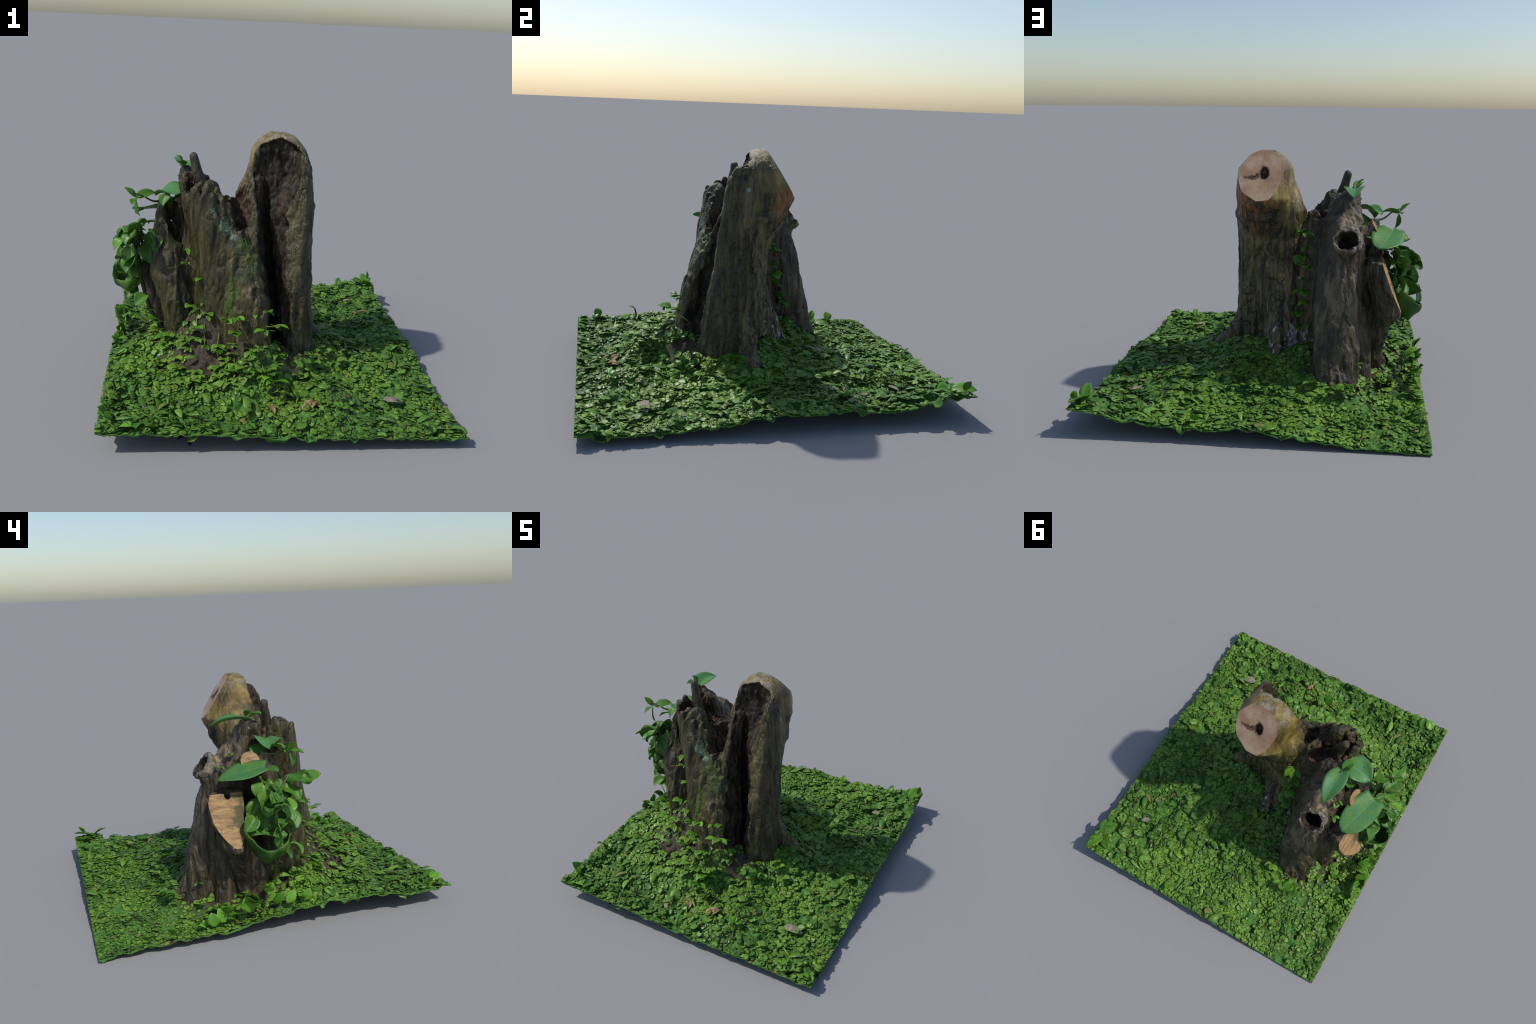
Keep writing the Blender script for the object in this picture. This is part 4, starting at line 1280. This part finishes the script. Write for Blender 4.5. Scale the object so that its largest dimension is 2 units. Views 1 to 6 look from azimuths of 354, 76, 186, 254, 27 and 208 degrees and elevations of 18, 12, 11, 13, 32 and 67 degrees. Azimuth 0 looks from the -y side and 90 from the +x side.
shoot([(-.555, .02, .93), (-.60, -.01, .925), (-.64, -.05, .93), (-.675, -.075, .96)], .008, .004)
shoot([(-.675, -.075, .96), (-.70, -.09, .975), (-.735, -.09, .985)], .005, .003)
shoot([(-.50, .06, 1.05), (-.475, .08, 1.08), (-.465, .09, 1.11)], .010, .006)
shoot([(-.60, .04, .80), (-.66, .06, .80), (-.70, .04, .79)], .009, .006)
shoot([(-.70, .03, .72), (-.76, .0, .70), (-.78, -.03, .66)], .006, .004)
shoot([(-.70, .01, .50), (-.76, .03, .55), (-.77, .0, .60)], .006, .004)

_vine_cache = {}


def vine_leaf(at, d, n, length, width=.6, fold=.3, curl=.5, wave=.06, heart=0.0, mat="vine", shape=.85, twist=0.0, tooth=0.0):
    key = (round(width, 2), round(fold, 2), round(curl, 2), round(wave, 2), heart, mat, shape, twist, tooth)
    if key not in _vine_cache:
        fv, ff = blade_leaf(1, width, shape, fold, curl, wave, 16, 9, .022, twist, heart, tooth)
        me = mesh_from("vine_leaf", fv, ff)
        me.materials.append(MAT[mat])
        _vine_cache[key] = me
    return place("vine_leaf", _vine_cache[key], at, d, n, length, vine)


# broad leaf beside the small stub
vine_leaf((-.686, .037, .880), (.072, .247, -.050), (-.20, .33, .91), .265, .80, .10, .12, .03, .18, "broad")
vine_leaf((-.69, .03, .865), (-.5, -.6, .1), (-.6, .1, 1), .07, .7, .4, .6, .05, 0, "vine")
# leaf on the branch top
vine_leaf((-.474, .037, 1.098), (.06, 1.0, .32), (.10, -.2, 1), .250, .48, .32, .75, .03, 0, "broad", .8)
vine_leaf((-.47, .06, 1.11), (-.4, -.7, .55), (.2, .4, 1), .085, .7, .4, .5, .08)
vine_leaf((-.475, .07, 1.12), (-.5, -.1, .9), (1, 0, .3), .060, .6, .4, .5, .08)
# third leaf over the torn wall
vine_leaf((-.448, -.045, .985), (-1, .12, .12), (.05, -.15, 1), .185, .92, .25, .45, .08, 0, "broad", .8, .2)
vine_leaf((-.46, -.01, .97), (-.9, .5, -.3), (-.2, .2, 1), .15, .6, .3, .9, .10)
vine_leaf((-.56, -.06, .985), (-.4, -.9, -.5), (-.3, -.4, 1), .09, .7, .3, .7, .10)
# shoot tip
vine_leaf((-.722, -.080, .958), (.09, .045, .040), (.1, -.5, 1), .115, .58, .25, .5, .05, 0, "bright")
vine_leaf((-.722, -.085, .960), (-.55, -.25, .70), (.5, -.6, .6), .085, .42, .4, .4, .05, 0, "bright")
vine_leaf((-.722, -.095, .955), (.0, -.3, -.95), (-.9, -.5, .2), .095, .45, .3, .5, .05, 0, "vine")
vine_leaf((-.720, -.095, .960), (-.3, -.9, .05), (-.3, 0, 1), .080, .55, .3, .6, .05, 0, "bright")
# leafy knot half way up
for at, d, n, L, w, c, mt in [
    ((-.70, -.07, .80), (-.50, -1, .15), (-.3, -.1, 1), .16, .75, .4, "vine"), ((-.735, -.15, .80), (-.35, -1, .35), (-.9, .2, .6), .13, .70, .3, "bright"),
    ((-.67, .03, .80), (-.7, .4, -.6), (-.6, .3, .8), .13, .95, .8, "vine"), ((-.69, -.02, .80), (-.8, -.1, -.4), (-.3, 0, 1), .12, .9, .9, "vine"),
    ((-.72, -.05, .77), (-.6, -.7, -.35), (-.6, -.2, .8), .11, .8, .6, "bright"), ((-.69, .03, .76), (-.7, .2, -.8), (-.8, .1, .6), .16, .9, .6, "vine"),
    ((-.70, -.02, .72), (-.3, -.3, -1), (-1, -.2, .2), .16, .7, .3, "vine"), ((-.73, -.04, .70), (-.7, -.3, -.8), (-.9, -.2, .3), .14, .75, .6, "vine"),
    ((-.72, -.06, .63), (-.6, -.4, -.6), (-.9, -.3, .4), .11, .9, .4, "vine"), ((-.69, .03, .66), (-.4, .3, -.9), (-1, .2, .3), .16, .8, .4, "vine"),
    ((-.70, -.03, .57), (-.7, -.5, -.5), (-.8, -.4, .4), .12, .8, .6, "vine"), ((-.69, .07, .72), (-.2, .5, -1), (-1, .3, .1), .17, .65, .2, "vine"),
    ((-.66, -.05, .77), (.35, -.8, -.6), (0, -1, .4), .15, .9, .4, "vine"), ((-.67, -.05, .73), (.25, -.8, -.9), (-.2, -1, .2), .14, .8, .5, "vine"),
    ((-.76, -.02, .73), (-.8, .6, .2), (-.4, 0, 1), .10, .9, .8, "vine"), ((-.76, .02, .67), (-.8, .3, .4), (-.6, .2, 1), .10, .9, .8, "vine"),
    ((-.75, .0, .60), (-.8, -.2, .4), (-.4, -.3, 1), .10, .85, .9, "vine"), ((-.70, .02, .48), (-.6, -.6, -.4), (-.6, -.5, .6), .11, .8, .6, "vine"),
    ((-.79, .03, .76), (-.8, .1, -.6), (-.5, .1, 1), .09, .8, 1.2, "vine"), ((-.79, -.05, .72), (-.8, -.3, -.3), (-.3, -.4, 1), .08, .8, 1.0, "bright"),
    ((-.69, .20, .535), (-.42, -1, .12), (-.5, .1, 1), .26, .34, .5, "vine"), ((-.65, .08, .70), (-.2, .2, -1), (-1, .2, .1), .19, .75, .2, "vine"),
    ((-.72, .10, .62), (-.5, .8, -.5), (-.8, .5, .3), .11, .8, .5, "vine"), ((-.75, -.04, .60), (-.7, .3, -.2), (-.6, -.2, 1), .09, .7, 1.2, "bright"),
    ((-.69, .030, .735), (-1, -.05, -.35), (.3, .95, .3), .150, .70, .5, "vine"), ((-.71, .010, .560), (-1, .05, -.1), (0, -.95, .3), .150, .65, .3, "vine"),
    ((-.805, .020, .67), (-.3, .05, -1), (-.3, .9, 0), .120, .35, .4, "vine"), ((-.85, .01, .57), (-.02, .05, -1), (-.3, .9, 0), .140, .40, -.3, "vine"),
    ((-.73, .00, .44), (-.5, -.7, -.3), (-.6, -.5, .6), .10, .8, .6, "vine"), ((-.66, -.10, .42), (-.8, -.6, -.2), (-.6, -.5, .7), .09, .8, .6, "vine"),
]:
    vine_leaf(at, d, n, L * float(rng.uniform(.75, 1.1)), w, float(rng.choice([.15, .35, .6])), c, float(rng.choice([.08, .14, .20])), 0, mt, .85, float(rng.choice([-.5, 0, .6])))

# the big drooping leaf that hangs like a pouch from the low stub
nu, nv = 18, 12
us, vs = np.linspace(0, 1, nu), np.linspace(0, 1, nv)
P = []
for u in us:                       # u: round the rim from the stub to the front, v: rim to keel
    a = math.pi * (u * 1.0)
    ry, rx = .130, .138
    ex, ey = -.715 - rx * math.sin(a), .055 + ry * math.cos(a)
    zr = .535 - .075 * math.sin(a) ** 2 + .02 * math.cos(a) + .010 * math.sin(u * 13)
    for v in vs:
        t = v ** .9
        q = 1 - .55 * t ** 1.8
        P.append((-.715 + (ex + .715) * q + .01 * math.sin(u * 11), .060 + (ey - .060) * q, zr - (.135 - .05 * math.sin(a) ** 2) * t))
P = np.array(P)
P += np.stack([.010 * vnoise(P, 22, 3), .010 * vnoise(P, 22, 4), .012 * vnoise(P, 26, 5)], 1)
ii = np.arange(nu * nv).reshape(nu, nv)
up = np.stack([ii[:-1, :-1], ii[:-1, 1:], ii[1:, 1:], ii[1:, :-1]], -1).reshape(-1, 4)
nn = vertex_normals(P, up)
m = nu * nv
rim = np.concatenate([ii[:, 0], ii[-1, 1:], ii[-2::-1, -1], ii[0, -2:0:-1]])
nx = np.roll(rim, -1)
add("drooping_leaf", mesh_from("drooping_leaf", np.concatenate([P, P - nn * .005]), [up, up[:, ::-1] + m, np.stack([rim, nx, nx + m, rim + m], -1)]), vine, MAT["shade"])
print("leaves", nleaf, "singles", n_single, "body verts", len(V))
